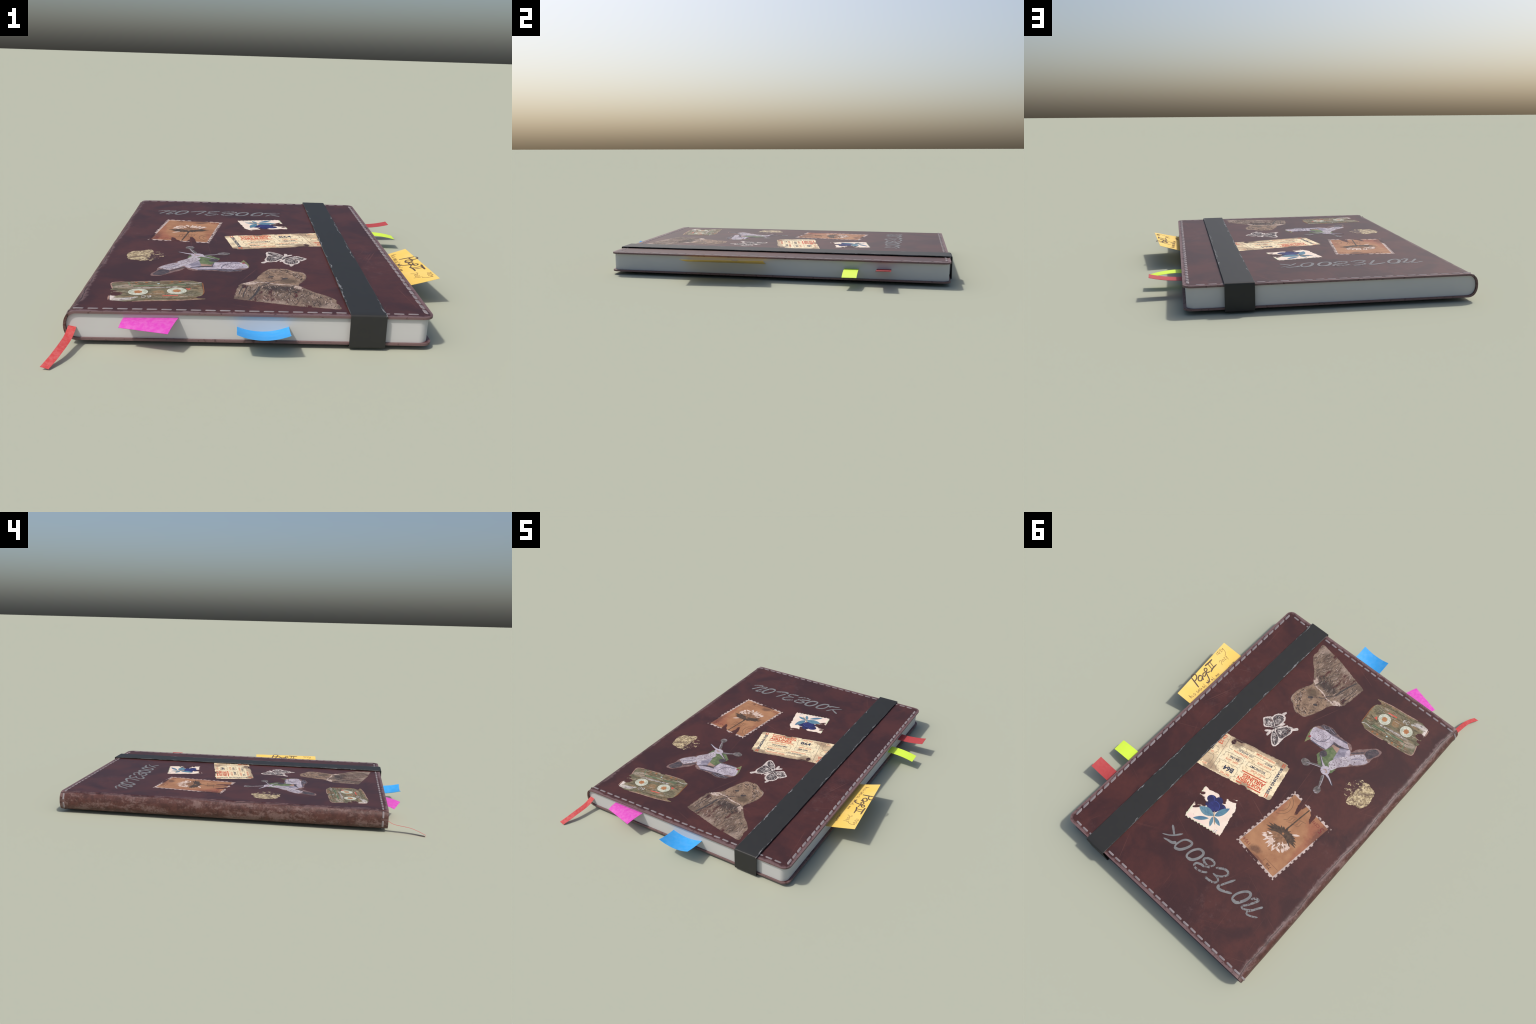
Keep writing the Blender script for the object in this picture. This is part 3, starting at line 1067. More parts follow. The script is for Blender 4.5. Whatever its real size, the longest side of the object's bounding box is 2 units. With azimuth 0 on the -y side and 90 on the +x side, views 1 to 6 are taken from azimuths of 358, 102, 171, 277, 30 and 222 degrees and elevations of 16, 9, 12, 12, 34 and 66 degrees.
# ------------------------------------------------------------------ berry stamp
def build_berry_stamp():
    F = Frame(0, 0, 10)
    outline = [(-105, 528)]
    # scalloped top edge
    n = 11
    for i in range(n):
        for t, d in ((0.1, 0), (0.35, -4), (0.65, -4), (0.9, 0)):
            f = (i + t) / n
            outline.append((-105 + 213 * f + d * -0.18, 528 + 38 * f + d))
    outline += [(108, 566), (117, 548), (119, 520), (124, 496), (128, 470), (133, 440), (140, 408), (144, 384), (143, 370), (128, 372), (112, 374),
                (92, 366), (72, 361), (54, 361), (44, 368), (30, 374), (22, 380), (10, 384), (0, 382), (-6, 374), (6, 362), (8, 350), (-14, 336), (-40, 318),
                (-46, 336), (-58, 352), (-66, 360), (-74, 377), (-72, 392), (-80, 404), (-78, 420), (-90, 448), (-92, 470), (-100, 494), (-103, 512)]
    paper = print_material('cream_stamp_paper', col(254, 240, 222), col(248, 224, 206), scale=9, wear=0.16, wear_scale=60, wear_stretch=(1, 2.5, 1), wear_rot=0.7,
                           bites=[(.110, .452, .030, .030, 0), (.124, .440, .020, .018, 0), (.082, .448, .016, .016, 0), (.127, .410, .014, .008, .7), (.020, .362, .020, .012, 0), (-.025, .338, .030, .008, .4),
                                  (.100, .486, .022, .007, .8)],
                           stains=[(.060, .545, .07, .02, .17, col(252, 222, 212), .6), (.005, .545, .12, .006, .18, col(226, 230, 196), .8), (.118, .525, .008, .045, .1, col(226, 230, 196), .9),
                                   (.142, .400, .007, .04, .1, col(226, 230, 196), .9)])
    stamp = flat('stamp_sticker', torn(outline, 2.2, 3, 0.12, 3), 0, paper)
    navy = print_material('navy_berry', col(44, 48, 104), col(54, 60, 126), scale=30, wear=0.06, wear_scale=40)
    navy2 = print_material('dark_navy_berry', col(38, 38, 84), col(48, 50, 100), scale=40, wear=0.10, wear_scale=40)
    shine = flat_material('berry_shine', col(66, 80, 156))
    flat('berry', torn(ellipse(30, 392, 24, 27, 20), 3, 4, .1, 2), 1, navy2, stamp)
    flat('berry', ellipse(68, 403, 27, 22, 15), 1.15, navy2, stamp)
    flat('berry', ellipse(-6, 408, 26, 22, 0), 1.3, navy2, stamp)
    flat('berry', ellipse(66, 436, 12, 14, 0), 1.45, navy2, stamp)
    flat('berry', ellipse(32, 428, 36, 33, 0), 2, navy2, stamp)
    flat('berry', ellipse(33, 428, 29, 27, 0), 3, navy, stamp)
    arcs = [stroke_loop([(32 + 32 * math.cos(math.radians(a)), 428 + 30 * math.sin(math.radians(a))) for a in range(170, 330, 20)], 3, 3, 4, .5),
            stroke_loop([(71 + 18 * math.cos(math.radians(a)), 402 + 14 * math.sin(math.radians(a))) for a in range(180, 330, 25)], 3, 3, 4, .5),
            stroke_loop([(-8, 392), (-18, 398), (-20, 408)], 3, 3, 4, .5)]
    strokes('berry_shine', arcs, 4, shine, stamp)
    teal = print_material('teal_leaf', col(112, 152, 166), col(84, 124, 150), scale=26, stretch=(1, 3, 1), rot=.6)
    teal2 = print_material('blue_leaf', col(80, 118, 150), col(102, 148, 164), scale=26)
    flat('leaf', leaf((-6, 466), (88, 478), 44, .5), 5, teal, stamp)
    flat('leaf', leaf((-10, 464), (-42, 380), 33, .45), 5, teal2, stamp)
    flat('leaf', leaf((4, 493), (70, 546), 22, .5), 3, teal2, stamp)
    flat('leaf', leaf((-4, 472), (-31, 523), 18, .5), 3, teal, stamp)
    flat('leaf', leaf((-9, 468), (-69, 486), 19, .5), 3, teal, stamp)
    vein = flat_material('leaf_vein', col(72, 116, 142))
    strokes('leaf_vein', [stroke_loop([(-4, 467), (40, 476), (80, 476)], 2, 1), stroke_loop([(-11, 462), (-20, 425), (-38, 388)], 2, 1)], 6, vein, stamp)
    strokes('stem', [stroke_loop([(10, 445), (-8, 467), (-44, 497)], 4, 4.5)], 6, flat_material('stem_ink', col(172, 142, 110)), stamp)
    text('stamp_number', '27', F, 12, 518, 15, 1, flat_material('pale_blue_ink', col(160, 168, 192)), stamp, rot=2)


# ------------------------------------------------------------------ boarding pass
def build_ticket():
    F = Frame(-122, -11, 12.2)
    W, H = 500, 222
    def wpt(u, v):
        x, y = F(u, v)
        return x * MM, y * MM
    R = F.r
    brown, tan, grime = col(128, 102, 82), col(206, 178, 146), col(172, 142, 114)
    def bite(u, v, a, b):
        return wpt(u, v) + (a * MM, b * MM, R)
    def stain(u, v, a, b, c, s):
        return wpt(u, v) + (a * MM, b * MM, R, c, s)
    cx, cy = wpt(W / 2, H / 2 - 4)
    paper = print_material('ticket_paper', col(255, 240, 202), col(254, 230, 186), scale=14, grain=0.10,
                           bites=[bite(163, 226, 24, 12), bite(318, -12, 28, 16), bite(345, 16, 14, 16), bite(255, 228, 12, 8), bite(2, -4, 12, 12)],
                           stains=[stain(200, -2, 150, 24, grime, .75), stain(60, 6, 45, 22, brown, .7), stain(8, 216, 26, 20, brown, .6), stain(14, 10, 34, 30, brown, .65),
                                   stain(330, 10, 45, 40, brown, .8), stain(165, 212, 46, 18, brown, .75), stain(395, 200, 40, 30, brown, .65), stain(420, 165, 55, 50, grime, .55),
                                   stain(362, 206, 30, 20, grime, .8), stain(300, 212, 50, 12, tan, .8), stain(270, 100, 22, 14, grime, .5), stain(395, 40, 40, 60, tan, .7), stain(12, 80, 14, 30, grime, .5)],
                           speckle=(col(168, 138, 108), 85, .555, .6))
    loop = rounded_rect(0, -9, W, H + 2, 14)
    ticket = flat('boarding_pass_sticker', torn(F.pts(loop), 3.2, 4, .05, 9), 0, paper)
    red = print_material('orange_red_ink', col(222, 94, 60), col(206, 80, 52), scale=40)
    navy = flat_material('navy_ink', col(52, 60, 84))
    grey = flat_material('grey_ink', col(122, 112, 98))
    red2 = flat_material('thin_red_ink', col(216, 98, 64))
    strokes('red_rule', [line(F(66, 209), F(146, 210), 6.5), line(F(182, 210.5), F(217, 211), 6.5), line(F(67, 142.5), F(217, 142.5), 6)], 1, red, ticket)
    text('airline_words', 'NORTHERN', F, 72, 180, 21, 1, red, ticket, bold=.034, squeeze=.92)
    text('airline_words', 'AIRLINES', F, 67, 152, 24, 1, red, ticket, bold=.034, squeeze=.98)
    strokes('red_bar', [line(F(u, a), F(u, a + 24), 4.5) for u in (27, 38) for a in (194, -2)], 1, red, ticket)
    text('boarding_words', 'BOARDING PASS', F, 41, 28, 15, 1, navy, ticket, rot=90, bold=.045, squeeze=1.04)
    boxes = [(238, 142, 357, 205, 16), (66, 81, 215, 119, 14), (239, 84, 353, 121, 14), (66, 36, 354, 62, 11), (66, -6, 354, 16, 9), (394, 140, 470, 202, 16), (394, 84, 470, 122, 14)]
    strokes('ticket_box', [outline_strokes(F, rounded_rect(*b), 1.7) for b in boxes] + [line(F(375, -8), F(375, 218), 1.8)], 1, grey, ticket)
    mask = flat_material('ticket_label_gap', col(255, 236, 194))
    text('seat_number', 'B64', F, 256, 160, 27, 1, navy, ticket, bold=.035, squeeze=1.02)
    for s, u, v, sz in (('SEAT NO', 262, 200, 11), ('FLIGHT CLASS', 88, 114, 11), ('DEPT. GATE', 258, 116, 11), ('FLIGHT DATE', 82, 57, 11), ('DESTINATION', 226, 57, 11),
                        ('PASSENGER NAME', 84, 13, 11), ('SEAT', 408, 198, 10), ('DE', 412, 118, 10)):
        L = len(s) * sz * .84
        flat('label_gap', F.pts([(u - 3, v - 2), (u + L, v - 2), (u + L, v + sz + 1), (u - 3, v + sz + 1)]), 1.6, mask, ticket)
        text('ticket_label', s, F, u, v, sz, 2.4, red2, ticket, squeeze=.90, bold=.022)
    for s, u, v, sz in (('ECONOMY', 100, 92, 14), ('E4-1RK', 262, 95, 14), ('MAR12', 84, 41, 11), ('LOS ANGELES', 204, 41, 11), ('5', 424, 92, 18)):
        text('ticket_entry', s, F, u, v, sz, 1, navy, ticket, squeeze=.95, bold=.028)
    text('airline_words', 'NORTH', F, 396, 36, 17, 1, red, ticket, bold=.01)
    text('airline_words', 'AIRLI', F, 396, 12, 19, 1, red, ticket, bold=.01)
    strokes('red_rule', [line(F(394, 58), F(470, 58), 5.5), line(F(394, 5), F(470, 5), 5)], 1, red, ticket)


# ------------------------------------------------------------------ butterfly
def build_butterfly():
    white = print_material('butterfly_paper', col(232, 220, 212), col(196, 184, 178), scale=90, sharp=.12, wear=0.28, wear_scale=90)
    ink = print_material('butterfly_ink', col(58, 56, 60), col(106, 94, 94), scale=110, sharp=.08, wear=0.44, wear_scale=60, speckle=(col(214, 204, 198), 130, .60, .8))
    cell = print_material('butterfly_cell', col(216, 206, 200), col(84, 74, 76), scale=130, sharp=.06, wear=0.34, wear_scale=90)
    w1 = [(98, -124), (94, -104), (84, -84), (72, -70), (46, -48), (34, -45), (23, -53), (19, -73), (20, -100), (21, -125), (14, -150), (9, -169), (14, -188),
          (4, -198), (-5, -206), (-6, -214), (-1, -220), (8, -218), (22, -202), (34, -203), (50, -193), (61, -196), (66, -182), (80, -166), (92, -152)]
    w2 = [(103, -138), (129, -119), (142, -108), (155, -105), (164, -112), (172, -121), (184, -130), (194, -141), (188, -154), (180, -163), (170, -174), (160, -179), (158, -198), (146, -219), (131, -229),
          (126, -246), (120, -256), (112, -251), (113, -231), (98, -226), (88, -210), (88, -195), (75, -188), (86, -168), (94, -156)]
    body = [(96, -140), (104, -118), (112, -112), (126, -103), (134, -92), (131, -85), (122, -88), (112, -98), (113, -84), (107, -73), (99, -76), (98, -100), (92, -122), (80, -168), (72, -192), (82, -190)]
    allp = flat('butterfly_sticker', torn(w1, 1.4, 2.5, .2, 1), 0, white)
    flat('butterfly_wing', torn(w2, 1.8, 2.5, .2, 2), 0.4, white, allp)
    flat('butterfly_body', smooth_loop(body, 3), 0.8, white, allp)
    def inset(loop, c, k):
        return [(c[0] + (x - c[0]) * k, c[1] + (y - c[1]) * k) for x, y in loop]
    fore1 = [(92, -118), (86, -96), (66, -74), (44, -56), (30, -58), (28, -76), (42, -98), (64, -112)]
    hind1 = [(88, -132), (64, -116), (44, -108), (28, -112), (24, -130), (18, -158), (18, -178), (34, -192), (54, -184), (74, -158)]
    fore2 = [(108, -138), (130, -126), (152, -114), (168, -126), (182, -142), (172, -160), (154, -168), (134, -160), (118, -150)]
    hind2 = [(104, -146), (124, -160), (148, -174), (150, -196), (140, -212), (122, -222), (106, -218), (96, -204), (94, -186), (98, -164)]
    flat('wing_pattern', [torn(smooth_loop(p, 4), 1.5, 3, .2, 5) for p in (fore1, hind1, fore2, hind2)], 2, ink, allp)
    cells = [inset(fore1, (78, -98), .62), inset(hind1, (68, -142), .58), inset(fore2, (128, -136), .62), inset(hind2, (112, -168), .58)]
    flat('wing_cell', [torn(smooth_loop(p, 4), 2.0, 3, .2, 8) for p in cells], 3, cell, allp)
    ray = lambda x, y: math.degrees(math.atan2(y + 138, x - 101))
    for k, p in enumerate((fore1, hind1, fore2, hind2)):
        strokes('wing_line', scatter(p, 22, 30 + k, (6, 18), (1.2, 2.2), ray, .15, .6), 3.6, ink, allp)
        strokes('wing_pale_line', scatter(p, 9, 40 + k, (5, 12), (1.2, 2.2), ray, .2, .6), 3.9, white, allp)  # short white strokes running out from the body over the wing pattern
    dots = []
    for a, b, n in (((36, -62), (64, -82), 6), ((20, -140), (18, -178), 5), ((26, -186), (58, -186), 5), ((140, -206), (104, -214), 5), ((178, -150), (156, -164), 4), ((170, -132), (150, -120), 4)):
        for i in range(n):
            p = lerp(a, b, i / (n - 1))
            dots.append(ellipse(p[0], p[1], 2.3, 2.3, 0, 8))
    flat('wing_spot', dots, 4.4, white, allp)
    strokes('butterfly_vein', [stroke_loop([(100, -136), (86, -112), (60, -82)], 3, 1.5), stroke_loop([(98, -140), (70, -150), (34, -176)], 3, 1.5), stroke_loop([(104, -140), (134, -130), (164, -134)], 3, 1.5),
                               stroke_loop([(102, -144), (112, -172), (122, -208)], 3, 1.5), stroke_loop([(108, -128), (98, -142), (84, -166)], 7, 4)], 4, ink, allp)


# ------------------------------------------------------------------ figure in a coat
def build_figure():
    outline = [(252, -740), (188, -731), (116, -719), (43, -700), (-41, -676), (-112, -657), (-116, -630), (-109, -583), (-106, -540), (-96, -501), (-72, -478), (-50, -460), (-32, -430), (-24, -400),
               (-15, -378), (-6, -351), (12, -316), (30, -296), (61, -290), (86, -292), (110, -306), (127, -322), (150, -330), (163, -344), (168, -381), (160, -421), (148, -448),
               (134, -476), (128, -498), (142, -520), (158, -541), (172, -558), (187, -577), (214, -600), (235, -624), (250, -650), (246, -675), (254, -706)]
    tone = col(126, 102, 84)
    ink = col(66, 56, 52)
    pale = col(178, 158, 144)
    def hairs(g, p, x, y, c):
        v = g.mapping(p, rot=0.25, scale=(1, 0.28, 1))
        c = g.mix(g.math('MULTIPLY', g.step(g.noise(v, 95, 6, 0.68, .5), .50, .62), .7), c, ink)
        v = g.mapping(p, rot=-0.2, loc=(4, 2, 0), scale=(1, 0.3, 1))
        c = g.mix(g.math('MULTIPLY', g.step(g.noise(v, 85, 6, 0.68, .5), .54, .66), .7), c, pale)
        v = g.mapping(p, rot=0.2, loc=(8, 3, 0), scale=(1, 0.5, 1))
        return g.mix(g.math('MULTIPLY', g.step(g.noise(v, 60, 6, 0.7, .5), .54, .64), .5), c, col(104, 74, 64))
    dk, br = col(58, 50, 50), col(88, 70, 60)
    mat = print_material('faded_portrait', col(150, 127, 108), col(116, 98, 84), scale=18, stretch=(1, .4, 1), rot=.2, extra=hairs,
                         wear=0.40, wear_scale=28, wear_stretch=(1, .32, 1), wear_rot=.15,
                         stains=[(.060, -.540, .060, .030, .2, dk, .8), (.020, -.525, .040, .022, .5, dk, .7), (.118, -.560, .030, .022, .6, br, .7), (.100, -.445, .042, .028, .4, col(112, 92, 72), .8),
                                 (.122, -.396, .024, .045, .6, dk, .6), (.100, -.345, .050, .016, -.5, dk, .55), (.020, -.345, .030, .018, .8, dk, .6), (.140, -.430, .012, .03, -.5, dk, .6),
                                 (.060, -.304, .055, .010, -.1, pale, .8), (.152, -.366, .014, .032, -.1, pale, .9), (.125, -.528, .012, .024, .5, pale, .7),
                                 (.03, -.690, .06, .03, -.2, pale, .4), (.215, -.720, .03, .05, -.5, pale, .5), (-.092, -.650, .03, .02, 0, br, .6),
                                 (.160, -.660, .07, .03, -.9, br, .5), (.00, -.640, .05, .03, -.3, col(110, 76, 68), .5)])
    fig = flat('portrait_sticker', torn(smooth_loop(outline, 4), 2.2, 3, .1, 6), 0, mat)
    dark = print_material('portrait_ink', col(62, 58, 60), col(84, 74, 70), scale=60, wear=.12, wear_scale=60)
    light = print_material('collar_paper', col(214, 194, 182), col(168, 146, 130), scale=60, wear=.45, wear_scale=60)
    def crazed(g, p, x, y, c):
        c = g.mix(g.math('MULTIPLY', g.step(g.noise(p, 90, 6, 0.7, 1.2), .52, .60), .6), c, col(92, 72, 60))
        return g.mix(g.math('MULTIPLY', g.step(g.noise(g.mapping(p, loc=(3, 9, 1)), 80, 6, 0.7, 1.0), .55, .66), .6), c, col(186, 160, 140))
    face = print_material('faded_face', col(166, 138, 114), col(136, 112, 92), scale=26, extra=crazed, wear=.30, wear_scale=40,
                          stains=[(.098, -.450, .042, .026, .4, col(96, 80, 64), .85), (.070, -.435, .05, .012, .4, col(74, 62, 54), .5)])
    flat('head', torn(smooth_loop([(118, -490), (136, -458), (156, -420), (163, -382), (156, -346), (126, -328), (98, -303), (60, -295), (30, -300), (-4, -351), (-14, -380), (-28, -428), (2, -466), (52, -486)], 4), 2.0, 3, .12, 4), .5, face, fig)
    hairm = print_material('hair_ink', col(52, 46, 46), col(92, 74, 62), scale=80, wear=.40, wear_scale=60)
    head = [(118, -486), (136, -456), (154, -420), (160, -382), (152, -348), (124, -332), (98, -308), (60, -300), (30, -306), (0, -351), (-10, -380), (-24, -426), (2, -460), (52, -480)]
    crown = [(134, -456), (154, -420), (160, -382), (152, -348), (124, -332), (98, -308), (60, -300), (28, -306), (0, -351), (-12, -392), (4, -372), (40, -346), (84, -352), (108, -380), (120, -420)]
    along = lambda x, y: math.degrees(math.atan2(y + 420, x - 62)) + 70
    strokes('hair', scatter(crown, 74, 1, (10, 24), (3, 6), along, .6), 1, hairm, fig)
    strokes('hair_edge', scatter(crown, 34, 2, (8, 18), (2, 4), along, .7), 1.5, light, fig)
    strokes('face_line', scatter(head, 46, 3, (8, 20), (1.6, 3.2), 80, .9), .8, hairm, fig)
    coat = [(244, -732), (116, -714), (-41, -672), (-108, -652), (-104, -583), (-90, -503), (-50, -478), (20, -486), (112, -505), (150, -540), (184, -582), (230, -628), (242, -680)]
    strokes('coat_streak', scatter(coat, 120, 4, (14, 42), (2, 4.5), 92, .32), .7, hairm, fig)
    strokes('coat_pale_streak', scatter(coat, 70, 5, (10, 34), (1.8, 4), 84, .32), .8, light, fig)  # short pale streaks strewn among the dark ones
    bib = [(110, -520), (40, -508), (-14, -500), (-8, -545), (40, -585), (110, -590), (136, -556)]
    strokes('scarf_fold', scatter(bib, 46, 6, (10, 24), (3, 6), 150, .6), .9, hairm, fig)
    flat('eye', torn(ellipse(80, -418, 16, 8, 35), 2, 3, .2, 1), 1, dark, fig)
    flat('eye', torn(ellipse(27, -399, 13, 7, 30), 2, 3, .2, 2), 1, dark, fig)
    strokes('mouth', [stroke_loop([(44, -448), (28, -456), (14, -468), (4, -462)], 6, 4), stroke_loop([(22, -446), (12, -440)], 3, 2)], 1, dark, fig)
    strokes('collar', [stroke_loop([(114, -498), (92, -492), (66, -490), (38, -484), (12, -474), (-14, -470), (-40, -474)], 6, 9, 6, .6, random.Random(2), .3)], 1, light, fig)
    flat('collar_point', torn([(-20, -468), (-44, -458), (-70, -474), (-92, -492), (-60, -500), (-34, -490)], 2.5, 3, .1, 2), 1, light, fig)
    flat('collar_point', torn([(112, -500), (134, -510), (146, -528), (128, -540), (108, -522)], 2.5, 3, .1, 5), 1, light, fig)
    strokes('coat_seam', [stroke_loop([(-62, -664), (-48, -630), (-34, -584), (-26, -545), (-22, -516)], 8, 10, 6, .7)], 1, dark, fig)
    strokes('coat_fold', [stroke_loop([(-84, -640), (-80, -590), (-70, -540), (-62, -512)], 4, 3), stroke_loop([(-98, -610), (-92, -560), (-80, -510)], 3, 3),
                          stroke_loop([(20, -474), (-2, -500), (-20, -516)], 6, 4)], 1, dark, fig)


# ------------------------------------------------------------------ scooter
def build_scooter():
    halo = print_material('scooter_cutout', col(146, 118, 112), col(116, 92, 90), scale=40, wear=.20, wear_scale=35)
    body = print_material('lilac_paint', col(206, 196, 206), col(166, 156, 168), scale=26, sharp=.2, speckle=(col(104, 88, 92), 120, .61, .75), wear=.16, wear_scale=80)
    body2 = print_material('worn_lilac_paint', col(208, 200, 206), col(164, 152, 162), scale=30, sharp=.2, speckle=(col(100, 82, 82), 110, .57, .8), wear=.14, wear_scale=80)
    shade = print_material('lilac_shade', col(162, 156, 170), col(126, 120, 136), scale=34)
    black = print_material('scooter_black', col(62, 58, 66), col(92, 80, 84), scale=70, wear=.18, wear_scale=60)
    green = print_material('grass_green', col(88, 106, 70), col(118, 130, 92), scale=55, wear=.10, wear_scale=50)
    olive = print_material('olive_green', col(140, 138, 96), col(110, 116, 80), scale=40)
    tan = print_material('tan_floor', col(180, 146, 128), col(158, 130, 116), scale=30)
    steel = print_material('mirror_steel', col(132, 122, 120), col(84, 80, 78), scale=60, wear=.15, wear_scale=60)
    lines = flat_material('scooter_line', col(92, 90, 108))
    back = [(-60, -292), (-84, -318), (-90, -334), (-116, -344), (-150, -348), (-192, -338), (-232, -336), (-284, -336), (-306, -320), (-312, -300), (-330, -338), (-368, -376), (-404, -410), (-430, -416), (-444, -406),
            (-440, -376), (-428, -352), (-424, -312), (-410, -280), (-376, -246), (-352, -218), (-318, -182), (-302, -142), (-268, -158), (-262, -200), (-230, -200), (-196, -212), (-140, -210), (-92, -212), (-64, -240)]
    sc = flat('scooter_sticker', torn(smooth_loop(back, 3), 2.5, 3, .08, 4), 0, halo)
    flat('scooter_foliage', torn([(-80, -182), (-70, -206), (-62, -232), (-56, -262), (-62, -294), (-72, -270), (-78, -244), (-92, -218)], 2, 3, .1, 1), 1, olive, sc)
    flat('scooter_foliage', torn([(-178, -168), (-196, -216), (-214, -258), (-262, -252), (-270, -164), (-292, -148), (-318, -166), (-312, -130), (-290, -118), (-252, -126), (-226, -126), (-208, -140)], 3, 3, .1, 2), 1, green, sc)
    flat('scooter_engine', torn([(-80, -314), (-90, -332), (-120, -342), (-150, -346), (-190, -335), (-160, -312), (-120, -312)], 2, 3, .1, 7), 1, black, sc)
    rear = [(-66, -246), (-60, -280), (-66, -292), (-90, -298), (-122, -312), (-158, -313), (-209, -321), (-266, -327), (-294, -310), (-270, -298), (-234, -290), (-206, -288), (-206, -266), (-200, -222), (-176, -216), (-140, -212), (-98, -214), (-78, -226)]
    flat('scooter_body', torn(rear, 1.2, 4, .1, 1), 2, body, sc)
    flat('scooter_panel', smooth_loop([(-72, -256), (-80, -282), (-104, -303), (-138, -312), (-162, -304), (-166, -282), (-150, -252), (-126, -236), (-98, -234)], 4), 3, body, sc)
    strokes('panel_seam', [stroke_loop([(-94, -230), (-126, -232), (-152, -246), (-168, -280), (-168, -304)], 3, 3.5, 6, .6)], 4, lines, sc)
    flat('scooter_vent', torn([(-198, -288), (-234, -289), (-276, -297), (-262, -284), (-249, -278), (-214, -274)], .8, 4, .1, 1), 3, black, sc)
    strokes('vent_line', [stroke_loop([(-166, -317 - 5 * k), (-210, -324 - 4 * k), (-264, -330 - 3 * k)], 2, 2, 4, 1) for k in (-1, 0, 1)], 3, lines, sc)
    flat('scooter_floor', [(-206, -262), (-215, -275), (-252, -279), (-258, -247), (-240, -252)], 3, tan, sc)
    flat('scooter_leg_shield', torn([(-266, -204), (-258, -240), (-252, -280), (-276, -298), (-298, -308), (-316, -276), (-324, -258), (-306, -234)], 1, 4, .1, 1), 2.5, shade, sc)
    flat('scooter_shield', torn(smooth_loop([(-272, -160), (-262, -182), (-284, -232), (-314, -264), (-336, -258), (-352, -240), (-350, -220), (-320, -186), (-298, -144)], 4), 1, 4, .1, 3), 4.5, body2, sc)
    flat('scooter_column', torn([(-298, -308), (-312, -300), (-326, -270), (-340, -256), (-316, -250), (-304, -262), (-290, -288)], 1, 4, .1, 3), 4, body, sc)
    flat('scooter_tyre', torn(smooth_loop([(-378, -344), (-378, -374), (-400, -402), (-424, -405), (-434, -392), (-428, -366), (-408, -330)], 4), 1.5, 3, .1, 1), 2, black, sc)
    strokes('wheel_arm', [stroke_loop([(-318, -296), (-340, -318), (-372, -350)], 9, 8), ], 2, black, sc)
    flat('scooter_fender', torn([(-316, -268), (-338, -302), (-374, -338), (-396, -330), (-422, -312), (-408, -284), (-374, -249), (-350, -241)], 1.4, 4, .1, 2), 3, body2, sc)
    strokes('fender_shade', [stroke_loop([(-346, -272), (-372, -298), (-398, -316)], 9, 6)], 4, shade, sc)
    flat('scooter_seat', smooth_loop([(-184, -196), (-196, -214), (-212, -214), (-226, -199), (-214, -178), (-190, -184)], 4), 2, black, sc)
    flat('scooter_headset', torn(smooth_loop([(-254, -112), (-250, -134), (-272, -151), (-294, -143), (-304, -122), (-294, -104), (-272, -100)], 4), .8, 4, .1, 1), 3, body, sc)
    strokes('headset_detail', [stroke_loop([(-266, -122), (-278, -128), (-290, -122), (-284, -114)], 5, 4)], 4, tan, sc)
    strokes('handlebar', [stroke_loop([(-296, -108), (-326, -99), (-364, -80)], 15, 12), stroke_loop([(-254, -134), (-222, -160), (-188, -184)], 13, 9)], 2, black, sc)
    strokes('handlebar_shine', [stroke_loop([(-296, -110), (-312, -106), (-330, -98), (-360, -80)], 15, 2), stroke_loop([(-258, -138), (-244, -146), (-232, -154), (-200, -178)], 14, 2)], 3, body, sc)
    arms = [([(-250, -126), (-218, -118), (-182, -102)], 14, 9), ([(-286, -96), (-300, -64), (-314, -30)], 20, 12)]
    strokes('mirror_arm', [stroke_loop(p, a, b) for p, a, b in arms], 1, steel, sc)
    flat('mirror', torn(smooth_loop([(-143, -80), (-138, -98), (-152, -112), (-176, -112), (-192, -104), (-186, -82), (-166, -71)], 4), 1.5, 3, .1, 1), 2, steel, sc)
    flat('mirror', torn(smooth_loop([(-305, -30), (-322, -30), (-336, -14), (-334, 6), (-318, 14), (-302, 8), (-298, -10)], 4), 1.5, 3, .1, 2), 2, steel, sc)
    strokes('mirror_shine', [stroke_loop([(-250, -124), (-216, -112), (-164, -92)], 3, 2), stroke_loop([(-290, -98), (-306, -60), (-318, -20)], 3, 2), stroke_loop([(-306, 4), (-316, 10), (-328, 6)], 5, 3)], 3, body, sc)
    grit = print_material('scooter_grit', col(98, 84, 88), col(132, 118, 122), scale=60, wear=.2, wear_scale=80)
    strokes('paint_scratch', scatter(rear, 34, 8, (5, 16), (1.2, 2.6), 150, .8), 4.2, grit, sc)
    strokes('paint_scratch', scatter([(-272, -166), (-284, -228), (-314, -260), (-348, -238), (-318, -190), (-298, -150)], 24, 9, (4, 12), (1.2, 2.4), 45, .8), 5.2, grit, sc)
    strokes('paint_scratch', scatter([(-320, -268), (-340, -300), (-374, -332), (-416, -310), (-404, -286), (-374, -254)], 22, 10, (4, 12), (1.2, 2.4), 45, .8), 4.2, grit, sc)
    strokes('body_shade', [stroke_loop([(-100, -214), (-140, -214), (-196, -222)], 5, 5), stroke_loop([(-206, -288), (-206, -266), (-202, -230)], 4, 3),
                           stroke_loop([(-252, -280), (-276, -296), (-296, -306)], 4, 4), stroke_loop([(-318, -262), (-300, -240), (-282, -214)], 4, 3)], 4, lines, sc)
    flat('body_speck', [ellipse(-130 + 34 * math.cos(k * 2.4) * (k / 26) ** .5, -268 + 26 * math.sin(k * 2.4) * (k / 26) ** .5, 1.6 + (k % 3) * .5, 1.5, 0, 7) for k in range(26)], 4, black, sc)
    strokes('engine_detail', [stroke_loop([(-100, -328), (-118, -318), (-132, -330), (-146, -322)], 3, 3), stroke_loop([(-128, -340), (-150, -334), (-176, -330)], 3, 2)], 2, shade, sc)
